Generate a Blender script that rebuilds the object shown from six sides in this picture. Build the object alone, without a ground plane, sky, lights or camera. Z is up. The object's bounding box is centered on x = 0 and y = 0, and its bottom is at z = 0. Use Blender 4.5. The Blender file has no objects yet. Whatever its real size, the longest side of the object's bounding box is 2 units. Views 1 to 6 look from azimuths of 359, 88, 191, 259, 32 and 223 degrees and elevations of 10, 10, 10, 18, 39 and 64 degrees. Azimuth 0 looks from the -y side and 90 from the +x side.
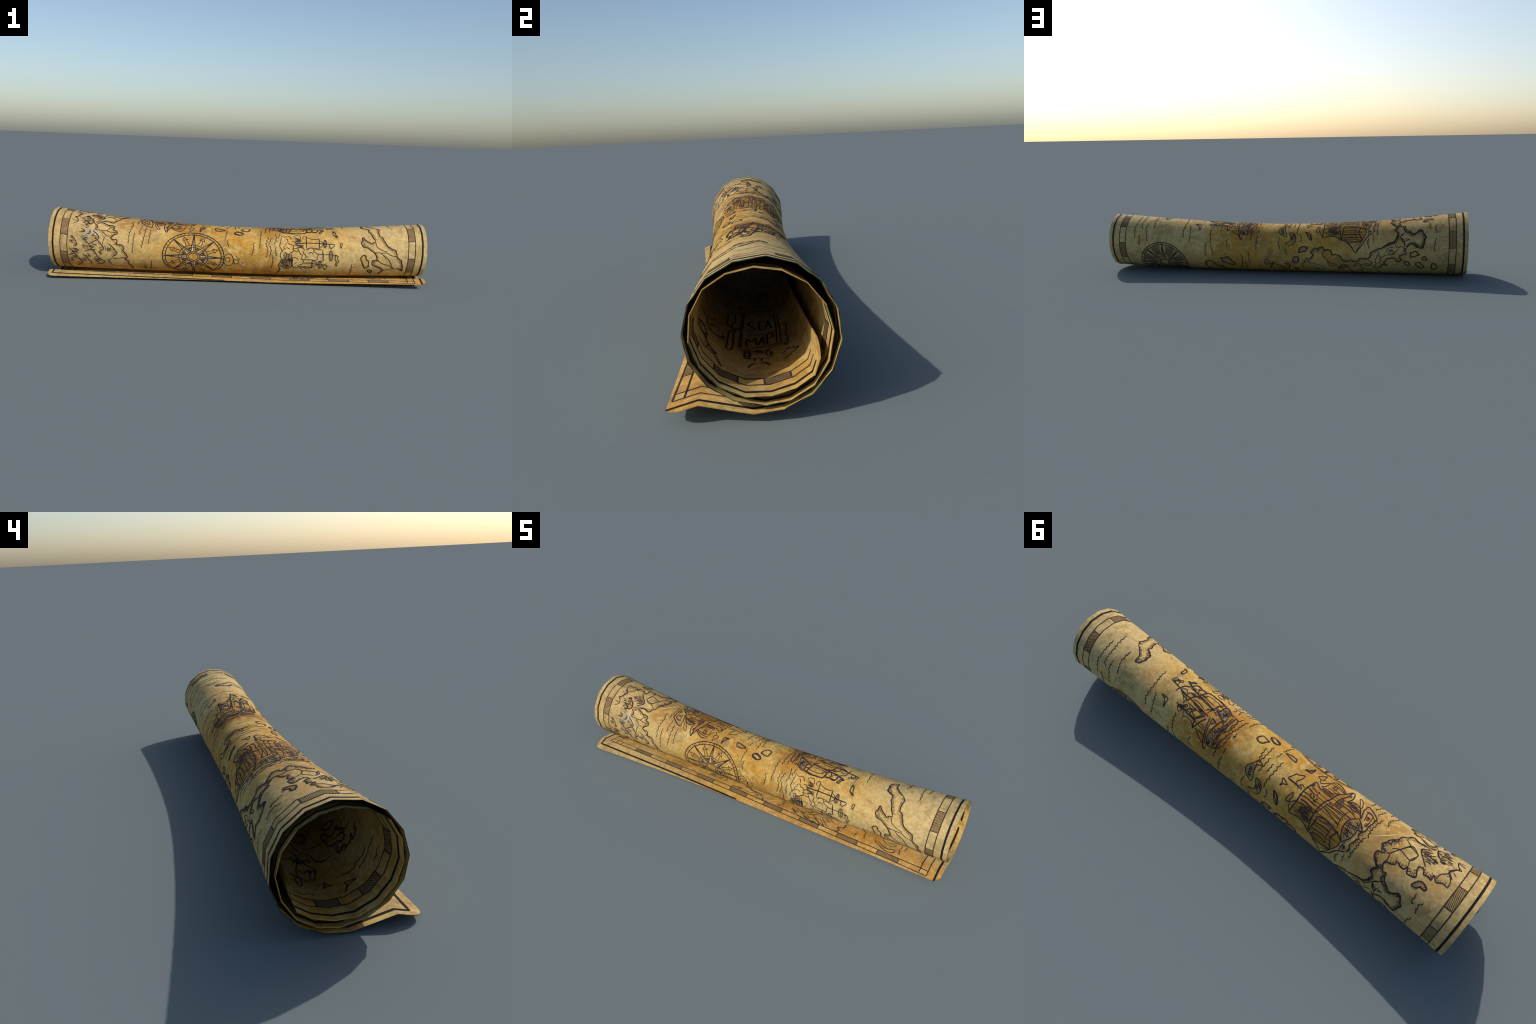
"""A rolled old sea map: one parchment sheet wound into a flaring tube with a
loose flap, covered on both faces with pen drawings (border, coasts, ships,
compass roses, islands, waves).

The sheet is described by ONE roll profile (a spiral in the y-z plane) that is
scaled along x by a flare curve.  Everything drawn on the sheet is placed in
sheet coordinates: x = along the roll, s = length along the profile, and a face
('out' or 'in').  The drawings are real ink strokes laid on that surface."""
import bpy, math, random
import numpy as np
from mathutils import noise as mnoise, Vector

RNG = random.Random(7)
OUTER, INNER = .0010, .0010      # the parchment lies between these offsets from its profile
TAU = 2 * math.pi

# ------------------------------------------------------------------ the sheet
# roll profile (y, z) at flare 1: flap, underside, then two and a half turns in
PROFILE = np.array([
    (-.1710, .0280), (-.1060, .0455), (-.0025, .0210), (.0575, .0276), (.1115, .0535),
    (.1503, .0984), (.1700, .1560), (.1646, .2160), (.1372, .2684), (.0905, .3060),
    (.0350, .3225), (-.0254, .3148), (-.0762, .2866), (-.1130, .2389), (-.1279, .1809),
    (-.1175, .1270), (-.0853, .0809), (-.0377, .0500), (.0217, .0362), (.0699, .0433),
    (.1159, .0708), (.1456, .1166), (.1563, .1741), (.1426, .2251), (.1095, .2683),
    (.0633, .2949), (.0115, .3035), (-.0405, .2931), (-.0839, .2666), (-.1108, .2196),
    (-.1163, .1680), (-.0997, .1194), (-.0662, .0797), (-.0163, .0550), (.0338, .0536),
    (.0811, .0668), (.1159, .0898), (.1277, .1232), (.1277, .1543)])
ARC = np.concatenate([[0], np.cumsum(np.linalg.norm(np.diff(PROFILE, axis=0), axis=1))])
S_END = float(ARC[-1])
X_KNOTS = np.linspace(-1, 1, 7)
FLARE = np.array([1.135, 1.011, .930, .896, .910, .943, .998])      # wide ends, narrow waist
LIFT = np.array([.0026, .0012, .0010, .0011, .0034, .0122, .0205])         # underside above the ground
Z_LOW = .0210


def spline(knots, values, x):
    """natural cubic spline"""
    n, h = len(knots), np.diff(knots)
    A, b = np.eye(n), np.zeros(n)
    for i in range(1, n - 1):
        A[i, i - 1:i + 2] = h[i - 1], 2 * (h[i - 1] + h[i]), h[i]
        b[i] = 6 * ((values[i + 1] - values[i]) / h[i] - (values[i] - values[i - 1]) / h[i - 1])
    m = np.linalg.solve(A, b)
    x = np.asarray(x, float)
    i = np.clip(np.searchsorted(knots, x) - 1, 0, n - 2)
    t, w = x - knots[i], h[i]
    return (values[i] + t * ((values[i + 1] - values[i]) / w - w * (2 * m[i] + m[i + 1]) / 6)
            + t * t * m[i] / 2 + t ** 3 * (m[i + 1] - m[i]) / (6 * w))


_fine = np.linspace(-1.05, 1.05, 1051)
_flare = spline(X_KNOTS, FLARE, np.clip(_fine, -1, 1))
_lift = spline(X_KNOTS, LIFT, np.clip(_fine, -1, 1))


def flare(x):
    return np.interp(x, _fine, _flare)


_tan = np.diff(PROFILE, axis=0)
_tan /= np.linalg.norm(_tan, axis=1)[:, None]
_fn = np.stack([_tan[:, 1], -_tan[:, 0]], 1)                 # facet normals, outward
_vn = np.concatenate([_fn[:1], _fn[:-1] + _fn[1:], _fn[-1:]])
_vn /= np.linalg.norm(_vn, axis=1)[:, None]


def normal_at(x, s):
    ny, nz = np.interp(s, ARC, _vn[:, 0]), np.interp(s, ARC, _vn[:, 1])
    slope = (flare(np.asarray(x) + .01) - flare(np.asarray(x) - .01)) / .02 * .15
    n = np.stack([-slope + 0 * ny, ny, nz], -1)
    return n / np.linalg.norm(n, axis=-1, keepdims=True)


def on_sheet(x, s, face=None, raise_by=0.0):
    """point on the sheet's middle surface, or on one of its faces"""
    x, s = np.asarray(x, float), np.asarray(s, float)
    k, low = flare(x), np.interp(x, _fine, _lift)
    y = np.interp(s, ARC, PROFILE[:, 0]) * k
    z = (np.interp(s, ARC, PROFILE[:, 1]) - Z_LOW) * k + low
    p = np.stack([x + 0 * s, y, z], -1)
    if face:
        n = normal_at(x, s) * np.array([0, 1, 1])
        p = p + n * ((OUTER + raise_by) if face == "out" else -(INNER + raise_by))
    return p


# ------------------------------------------------------------------ materials
def new_material(name):
    m = bpy.data.materials.new(name)
    m.use_nodes = True
    t = m.node_tree
    t.nodes.clear()
    out = t.nodes.new("ShaderNodeOutputMaterial")
    bsdf = t.nodes.new("ShaderNodeBsdfPrincipled")
    t.links.new(bsdf.outputs[0], out.inputs[0])
    return m, t, bsdf


def node(t, kind, **values):
    n = t.nodes.new(kind)
    for key, v in values.items():
        if key in n.inputs:
            n.inputs[key].default_value = v
        else:
            setattr(n, key, v)
    return n


def noise_tex(t, vec, scale, detail=4.0, rough=.55, distortion=0.0):
    n = node(t, "ShaderNodeTexNoise", Scale=scale, Detail=detail, Roughness=rough, Distortion=distortion)
    t.links.new(vec, n.inputs["Vector"])
    return n.outputs["Fac"]


def ramp(t, fac, *stops):
    r = t.nodes.new("ShaderNodeValToRGB")
    e = r.color_ramp.elements
    while len(e) < len(stops):
        e.new(.5)
    for el, (pos, col) in zip(e, stops):
        el.position = pos
        el.color = (*col, 1) if isinstance(col, tuple) else (col, col, col, 1)
    t.links.new(fac, r.inputs[0])
    return r.outputs[0]


def mix(t, fac, a, b, blend="MIX"):
    n = t.nodes.new("ShaderNodeMix")
    n.data_type, n.blend_type = "RGBA", blend
    for sock, v in ((n.inputs[0], fac), (n.inputs[6], a), (n.inputs[7], b)):
        if isinstance(v, (int, float)):
            sock.default_value = v
        elif isinstance(v, tuple):
            sock.default_value = (*v, 1)
        else:
            t.links.new(v, sock)
    return n.outputs[2]


def math_node(t, op, a, b=0.0):
    n = node(t, "ShaderNodeMath", operation=op)
    for sock, v in zip(n.inputs, (a, b)):
        if isinstance(v, (int, float)):
            sock.default_value = v
        else:
            t.links.new(v, sock)
    return n.outputs[0]


def blot(t, vec, centre, radii, soft=1.0):
    """1 at the centre of an ellipsoid patch, 0 outside it"""
    mp = node(t, "ShaderNodeMapping", vector_type="TEXTURE")
    mp.inputs["Location"].default_value = centre
    mp.inputs["Scale"].default_value = radii
    t.links.new(vec, mp.inputs["Vector"])
    g = node(t, "ShaderNodeTexGradient", gradient_type="SPHERICAL")
    t.links.new(mp.outputs[0], g.inputs[0])
    return math_node(t, "MULTIPLY", g.outputs["Fac"], soft)


def parchment_material(name, warm_right=False):
    """tan skin: cloudy tone, pale ends, brown stains, dirt, flecks and fibre grain"""
    m, t, bsdf = new_material(name)
    vec = t.nodes.new("ShaderNodeTexCoord").outputs["Object"]
    sep = t.nodes.new("ShaderNodeSeparateXYZ")
    t.links.new(vec, sep.inputs[0])
    big = noise_tex(t, vec, 3.6, 4, .6, .5)
    col = ramp(t, big, (.36, OCHRE), (.50, TAN), (.62, CREAM))
    wobble = math_node(t, "MULTIPLY", math_node(t, "SUBTRACT", noise_tex(t, vec, 5, 3), .5), .7)
    if warm_right:                      # inner face: the flap is pale at its left corner, orange to the right
        for centre, radii, colour in FLAP_TONES:
            edge = math_node(t, "ADD", blot(t, vec, centre, radii, 2.4), wobble)
            col = mix(t, ramp(t, edge, (.25, 0.0), (.9, .65)), col, colour)
    else:                               # outer face: paler and greyer at both ends
        ax = math_node(t, "ADD", math_node(t, "ABSOLUTE", sep.outputs["X"]), wobble)
        side = math_node(t, "ADD", math_node(t, "MULTIPLY", sep.outputs["X"], .5), .5)
        col = mix(t, ramp(t, ax, (.30, 0.0), (.75, .85)), col, ramp(t, side, (.40, PALE), (.60, BRIGHT)))
        for centre, radii, depth in STAINS:
            edge = math_node(t, "ADD", blot(t, vec, centre, radii, 1.3), math_node(t, "MULTIPLY", math_node(t, "SUBTRACT", noise_tex(t, vec, 7, 4, .65, .8), .5), 1.3))
            inside = ramp(t, blot(t, vec, centre, tuple(r * 1.25 for r in radii), 3.0), (0.0, 0.0), (.8, 1.0))
            col = mix(t, math_node(t, "MULTIPLY", ramp(t, edge, (.10, 0.0), (.80, depth)), inside), col, STAIN)
        edge = math_node(t, "ADD", blot(t, vec, SMUDGE[0], SMUDGE[1], 1.8), wobble)
        col = mix(t, ramp(t, edge, (.25, 0.0), (.9, .7)), col, SMUDGE[2])
    warm = noise_tex(t, vec, 8, 4, .65, .6)
    col = mix(t, ramp(t, warm, (.54, 0.0), (.70, .55)), col, ORANGE)
    dirt = noise_tex(t, vec, 9.5, 6, .68, .5)
    col = mix(t, ramp(t, dirt, (.50, 0.0), (.70, .75)), col, DIRT)
    blotch = noise_tex(t, vec, 17, 5, .7, .4)
    col = mix(t, ramp(t, blotch, (.52, 0.0), (.68, .50)), col, DIRT)
    fleck = noise_tex(t, vec, 24, 4, .7, .3)
    col = mix(t, ramp(t, fleck, (.52, 0.0), (.66, .65)), col, CREAM)
    grain = noise_tex(t, vec, 60, 5, .8)
    col = mix(t, 1.0, col, ramp(t, grain, (.30, .62), (.70, 1.17)), "MULTIPLY")
    t.links.new(col, bsdf.inputs["Base Color"])
    bsdf.inputs["Roughness"].default_value = .85
    bsdf.inputs["Specular IOR Level"].default_value = .15
    bump = node(t, "ShaderNodeBump", Strength=.12, Distance=.002)
    t.links.new(grain, bump.inputs["Height"])
    t.links.new(bump.outputs[0], bsdf.inputs["Normal"])
    return m


def plain_material(name, dark, light, scale=40, lo=.35, hi=.65, rough=.85):
    m, t, bsdf = new_material(name)
    vec = t.nodes.new("ShaderNodeTexCoord").outputs["Object"]
    t.links.new(ramp(t, noise_tex(t, vec, scale, 3), (lo, dark), (hi, light)), bsdf.inputs["Base Color"])
    bsdf.inputs["Roughness"].default_value = rough
    bsdf.inputs["Specular IOR Level"].default_value = .1
    return m


OCHRE, TAN, CREAM = (.48, .245, .036), (.55, .325, .072), (.63, .445, .165)
PALE, STAIN, DIRT, ORANGE = (.50, .36, .160), (.37, .155, .017), (.24, .155, .058), (.53, .25, .040)
BRIGHT = (.60, .445, .20)
# (centre, radii, depth): brown blots seen on the top and front of the roll
STAINS = [((.19, .08, .27), (.14, .26, .16), 1.0), ((-.22, -.08, .28), (.22, .12, .10), .6),
          ((-.50, -.05, .30), (.20, .12, .10), .5), ((.12, -.12, .12), (.16, .12, .12), .35),
          ((-.62, .05, .28), (.10, .2, .1), .3), ((-.9, -.14, .06), (.25, .06, .06), .7)]
FLAP_TONES = [((-.85, -.17, .02), (.75, .14, .09), PALE), ((.55, -.15, .03), (.95, .13, .08), ORANGE)]
SMUDGE = ((-.78, -.135, .23), (.085, .07, .085), (.36, .32, .235))       # grey rubbed patch on the mountains
PARCHMENT = parchment_material("aged_parchment")
INNER_PARCHMENT = parchment_material("aged_parchment_inner_face", True)
INK = plain_material("brown_black_ink", (.022, .016, .019), (.055, .039, .040))
HEAVY_INK = plain_material("black_border_ink", (.010, .009, .010), (.022, .019, .018))
EDGE_DARK = plain_material("texture_bleed_cut_edge", (.012, .013, .014), (.055, .11, .03), 30, .45, .62)  # black-green bleed of the original's texture seams, copied onto the cut edge
EDGE_TAN = plain_material("tan_cut_edge", (.30, .16, .04), (.50, .28, .08), 30)


def link(obj, parent=None):
    bpy.context.scene.collection.objects.link(obj)
    if parent:
        obj.parent = parent
    return obj


def mesh_object(name, verts, faces, materials, parent, normals=None, face_mats=None, kind=None):
    me = bpy.data.meshes.new(name)
    me.from_pydata([tuple(map(float, v)) for v in verts], [], faces)
    for m in materials:
        me.materials.append(m)
    if face_mats is not None:
        me.polygons.foreach_set("material_index", face_mats)
    me.polygons.foreach_set("use_smooth", [True] * len(me.polygons))
    if normals is not None:
        me.normals_split_custom_set_from_vertices([tuple(map(float, n)) for n in normals])
    o = bpy.data.objects.new(name, me)
    if kind:
        o["kind"] = kind
    return link(o, parent)


ROLL = link(bpy.data.objects.new("rolled_sea_map", None))
ROLL["label"] = "rolled old parchment sea map with inked ships, coasts and compasses"
ROLL["category"] = "map scroll"


def build_sheet():
    corner = .038
    # s samples: the profile's own creases, plus a few inside the rounded corners
    ss = sorted(set(np.round(np.concatenate([ARC, [.004, .010, .019, .028, corner], S_END - np.array([.004, .010, .019, .028])]), 5)))
    ss = np.array([min(max(s, 0), S_END) for s in ss])
    nx = 64
    verts, nrm = [], []
    for s in ss:
        d = min(s, S_END - s)
        inset = 0.0 if d >= corner else corner - math.sqrt(max(0, corner ** 2 - (corner - d) ** 2))
        reach = 1.0 - inset
        xs = np.linspace(-reach, reach, nx)
        verts.append((on_sheet(xs, np.full(nx, s), "out"), on_sheet(xs, np.full(nx, s), "in")))
    ns = len(ss)
    V = np.concatenate([np.concatenate([v[0] for v in verts]), np.concatenate([v[1] for v in verts])])
    o = lambda j, i: j * nx + i
    n_ = lambda j, i: ns * nx + j * nx + i
    F, M = [], []
    for j in range(ns - 1):
        for i in range(nx - 1):
            F.append((o(j, i), o(j, i + 1), o(j + 1, i + 1), o(j + 1, i)))
            F.append((n_(j, i), n_(j + 1, i), n_(j + 1, i + 1), n_(j, i + 1)))
            M += [0, 3]

    def rim(a, b, x, s):
        F.append((a[0], a[1], b[1], b[0]))
        M.append(rim_kind(x, s))
    for j in range(ns - 1):
        for i, x in ((0, -1), (nx - 1, 1)):
            rim((o(j, i), n_(j, i)), (o(j + 1, i), n_(j + 1, i)), x, .5 * (ss[j] + ss[j + 1]))
    for i in range(nx - 1):
        for j in (0, ns - 1):
            rim((o(j, i), n_(j, i)), (o(j, i + 1), n_(j, i + 1)), -1 + 2 * i / (nx - 1), ss[j])
    ob = mesh_object("parchment_sheet", V, F, [PARCHMENT, EDGE_DARK, EDGE_TAN, INNER_PARCHMENT], ROLL, face_mats=M)
    import bmesh
    bm = bmesh.new()
    bm.from_mesh(ob.data)
    bmesh.ops.recalc_face_normals(bm, faces=bm.faces)
    bm.to_mesh(ob.data)
    bm.free()
    ob.data.set_sharp_from_angle(angle=math.radians(50))
    return ob


def rim_kind(x, s):
    """which stretches of the cut edge carry the black-green texture bleed (1) and which are plain tan (2)"""
    if s < .05 or s > S_END - .05:                # the long edges: flap front and inner end
        return 1 if x < .1 else 2
    if x > 0:                                     # right mouth: upper arcs tan, lower and far sides dark
        return 2 if s < .26 or 1.38 < s < 1.75 else 1
    return 1 if s < 1.0 or 1.45 < s < 1.65 else 2


SHEET = build_sheet()


# ------------------------------------------------------------------ pen and ink
class Pen:
    """collects strokes and washes drawn in sheet coordinates, makes one mesh"""

    def __init__(self, face="out", raise_by=.0009):
        self.face, self.up = face, raise_by
        self.v, self.n, self.f, self.m = [], [], [], []

    def _add(self, x, s, up):
        p = on_sheet(x, s, self.face, up)
        n = normal_at(x, s) * (1 if self.face == "out" else -1)
        base = sum(len(a) for a in self.v)
        self.v.append(p)
        self.n.append(n)
        return base

    def stroke(self, pts, w=.0036, smooth=True, closed=False, taper=.5, mat=0, step=.0045, up=0.0):
        p = np.array(pts, float)
        if closed:
            p = np.concatenate([p, p[:1]])
        if smooth and len(p) > 2:
            p = catmull(p, closed)
        ratio = flare(p[:, 0])
        q = np.stack([p[:, 0], p[:, 1] * ratio.mean()], 1)
        d = np.concatenate([[0], np.cumsum(np.linalg.norm(np.diff(q, axis=0), axis=1))])
        if d[-1] < 1e-5:
            return
        n = max(2, int(math.ceil(d[-1] / step)) + 1)
        u = np.linspace(0, d[-1], n)
        u = np.unique(np.concatenate([u, d])) if not smooth else u
        x, s = np.interp(u, d, p[:, 0]), np.interp(u, d, p[:, 1])
        k = flare(x)
        tx, ts = np.gradient(x), np.gradient(s) * k
        L = np.hypot(tx, ts) + 1e-9
        width = np.full(len(x), w / 2)
        if taper and not closed:
            e = np.minimum(u, d[-1] - u) / (w * 2.2)
            width *= np.clip(taper + (1 - taper) * e, taper, 1)
        ox, os_ = -ts / L * width, tx / L * width / k
        s1, s2 = np.clip(s + os_, .0005, S_END - .0005), np.clip(s - os_, .0005, S_END - .0005)
        x1, x2 = np.clip(x + ox, -.9995, .9995), np.clip(x - ox, -.9995, .9995)
        a = self._add(x1, s1, self.up + up)
        b = self._add(x2, s2, self.up + up)
        for i in range(len(x) - 1):
            self.f.append((a + i, b + i, b + i + 1, a + i + 1))
            self.m.append(mat)

    def wash(self, outline, mat=1, step=.012, up=None):
        """a filled patch: horizontal scan bands of the outline, cut into small cells"""
        up = -.0002 if mat == 8 else -.0004 if up is None else up       # darker washes lie on top
        o = np.array(outline, float)
        lo, hi = o[:, 0].min(), o[:, 0].max()
        n = max(2, int((hi - lo) / step))
        edges = np.linspace(lo + 1e-5, hi - 1e-5, n + 1)
        rows = []
        for xv in edges:
            hits = []
            for (xa, sa), (xb, sb) in zip(o, np.roll(o, -1, axis=0)):
                if (xa <= xv) != (xb <= xv):
                    hits.append(sa + (sb - sa) * (xv - xa) / (xb - xa))
            hits.sort()
            rows.append((hits[0], hits[-1]) if len(hits) > 1 else None)
        for i in range(n):
            if rows[i] is None or rows[i + 1] is None:
                continue
            (a0, a1), (b0, b1) = rows[i], rows[i + 1]
            m = max(1, int(max(a1 - a0, b1 - b0) / .005))
            t = np.linspace(0, 1, m + 1)
            A = self._add(np.full(m + 1, edges[i]), a0 + (a1 - a0) * t, self.up + up)
            B = self._add(np.full(m + 1, edges[i + 1]), b0 + (b1 - b0) * t, self.up + up)
            for j in range(m):
                self.f.append((A + j, A + j + 1, B + j + 1, B + j))
                self.m.append(mat)

    def make(self, name, materials=None, kind=None):
        if not self.f:
            return None
        V, N, F = np.concatenate(self.v), np.concatenate(self.n), np.array(self.f)
        g = np.cross(V[F[:, 2]] - V[F[:, 0]], V[F[:, 3]] - V[F[:, 1]])     # face the same way as the sheet
        turn = (g * N[F[:, 0]]).sum(1) < 0
        F[turn] = F[turn][:, ::-1]
        return mesh_object(name, V, F.tolist(), [INK, WASH, HEAVY_INK, BROWN_WASH, PALE_WASH, LAND_WASH, SHORE_SHADE, FADED_INK, DARK_BROWN_WASH], ROLL, N, self.m, kind)


def catmull(p, closed=False, per=6):
    q = np.concatenate([p[-2:-1], p, p[1:2]]) if closed else np.concatenate([[2 * p[0] - p[1]], p, [2 * p[-1] - p[-2]]])
    out = []
    t = np.linspace(0, 1, per, endpoint=False)[:, None]
    for i in range(1, len(q) - 2):
        a, b, c, d = q[i - 1], q[i], q[i + 1], q[i + 2]
        out.append(.5 * (2 * b + (c - a) * t + (2 * a - 5 * b + 4 * c - d) * t ** 2 + (3 * b - a - 3 * c + d) * t ** 3))
    return np.concatenate(out + [q[-2:-1]])


def wash_material(name, colour, depth):
    """thinned ink: the parchment's tan darkened, with the same grain"""
    return plain_material(name, tuple(c * (1 - depth * .35) for c in colour), colour, 55)


WASH = wash_material("thin_grey_wash", (.34, .225, .09), .6)
BROWN_WASH = wash_material("thin_red_brown_wash", (.40, .20, .036), .6)
SHORE_SHADE = wash_material("brown_shore_shading", (.40, .255, .088), .5)
DARK_BROWN_WASH = wash_material("deep_brown_wash", (.22, .10, .024), .5)
FADED_INK = plain_material("faded_brown_ink", (.050, .032, .022), (.11, .072, .040))
LAND_WASH = wash_material("pale_land_tint", (.53, .33, .09), .4)
PALE_WASH = wash_material("rubbed_pale_crease", (.60, .46, .23), .3)


# ------------------------------------------------------------------ borders
def block_row(name, face, along, at, lo_hi, hatched):
    """one cell of the border: dividing ticks, and a hatched grey wash in every second one.
    along 's': the cell runs in s at fixed x band `at`; along 'x': the other way round"""
    lo, hi = lo_hi
    a, b = at(.5 * (lo + hi)) if callable(at) else at
    P = (lambda u, v: (v, u)) if along == "s" else (lambda u, v: (u, v))
    pen = Pen(face)
    pen.stroke([P(lo, a), P(lo, b)], .0036, smooth=False, taper=0)
    if hatched:
        pen.wash([P(lo, a), P(hi, a), P(hi, b), P(lo, b)], 1)
        n = 12
        for i in range(n + 4):
            u0 = lo + (hi - lo) * (i - 3.5) / n
            u1 = u0 + (hi - lo) * .26
            t0, t1 = max(0, (lo - u0) / (u1 - u0)), min(1, (hi - u0) / (u1 - u0))
            if t1 > t0:
                pen.stroke([P(u0 + (u1 - u0) * t0, a + (b - a) * t0), P(u0 + (u1 - u0) * t1, a + (b - a) * t1)],
                           .0024, smooth=False, taper=0, mat=7)
    return pen.make(name)


def borders():
    for face in ("out", "in"):
        for sign in (-1, 1):
            pen = Pen(face)
            a, b = (.012, S_END - .012)
            if face == "in":
                a = flap_line(.030, sign * .977)
            wander = lambda x0, amp: [(sign * (x0 + amp * mnoise.noise((s * 5, x0 * 9, sign))), s) for s in np.linspace(a, b - .03, 60)]
            pen.stroke(wander(.977, .0012), .0088, taper=.8, mat=2)
            pen.make("border_rule")
            if face == "in":
                a = flap_line(.0655, sign * .939)
            for x0 in (.939, .903):
                pen = Pen(face)
                pen.stroke(wander(x0, .0015), .0040, taper=.8)
                pen.make("border_line")
            pitch = .095 if sign > 0 else .083
            start = .532 if sign > 0 else .600
            if face == "in":                       # the print on the inner face is drawn in tighter
                pitch, start = .0565, (1.8435 if sign > 0 else 1.9345)
            i0 = -int((start - .1) / pitch)
            for i in range(i0, int((S_END - .05 - start) / pitch)):
                lo = start + i * pitch
                block_row("border_block", face, "s", (sign * .939, sign * .903), (lo, lo + pitch), i % 2 == 0)
    # the border along the flap runs a little askew to the cut edge
    for at, w, mat, name in ((.030, .0088, 2, "border_rule"), (.0655, .004, 0, "border_line"), (.091, .004, 0, "border_line")):
        pen = Pen("in")
        pts = [(x, flap_line(at, x)) for x in np.linspace(*((-.977, .977) if mat else (-.939, .939)), 70)]
        pts = [p for p in pts if p[1] > .003]
        pen.stroke(pts, w, taper=.8, mat=mat)
        pen.make(name)
    for i in range(-9, 8):
        lo = .0695 + i * .1042
        block_row("border_block", "in", "x", lambda u: (flap_line(.0655, u), flap_line(.091, u)), (lo, lo + .1042), i % 2 == 0)


def flap_line(s_left, x):
    """a line of the flap's border: s at x, starting from s_left at the left corner"""
    return s_left - .0300 * (x + .965)


borders()


# ------------------------------------------------------------------ what the cartographer drew
DRAWINGS = []


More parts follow.
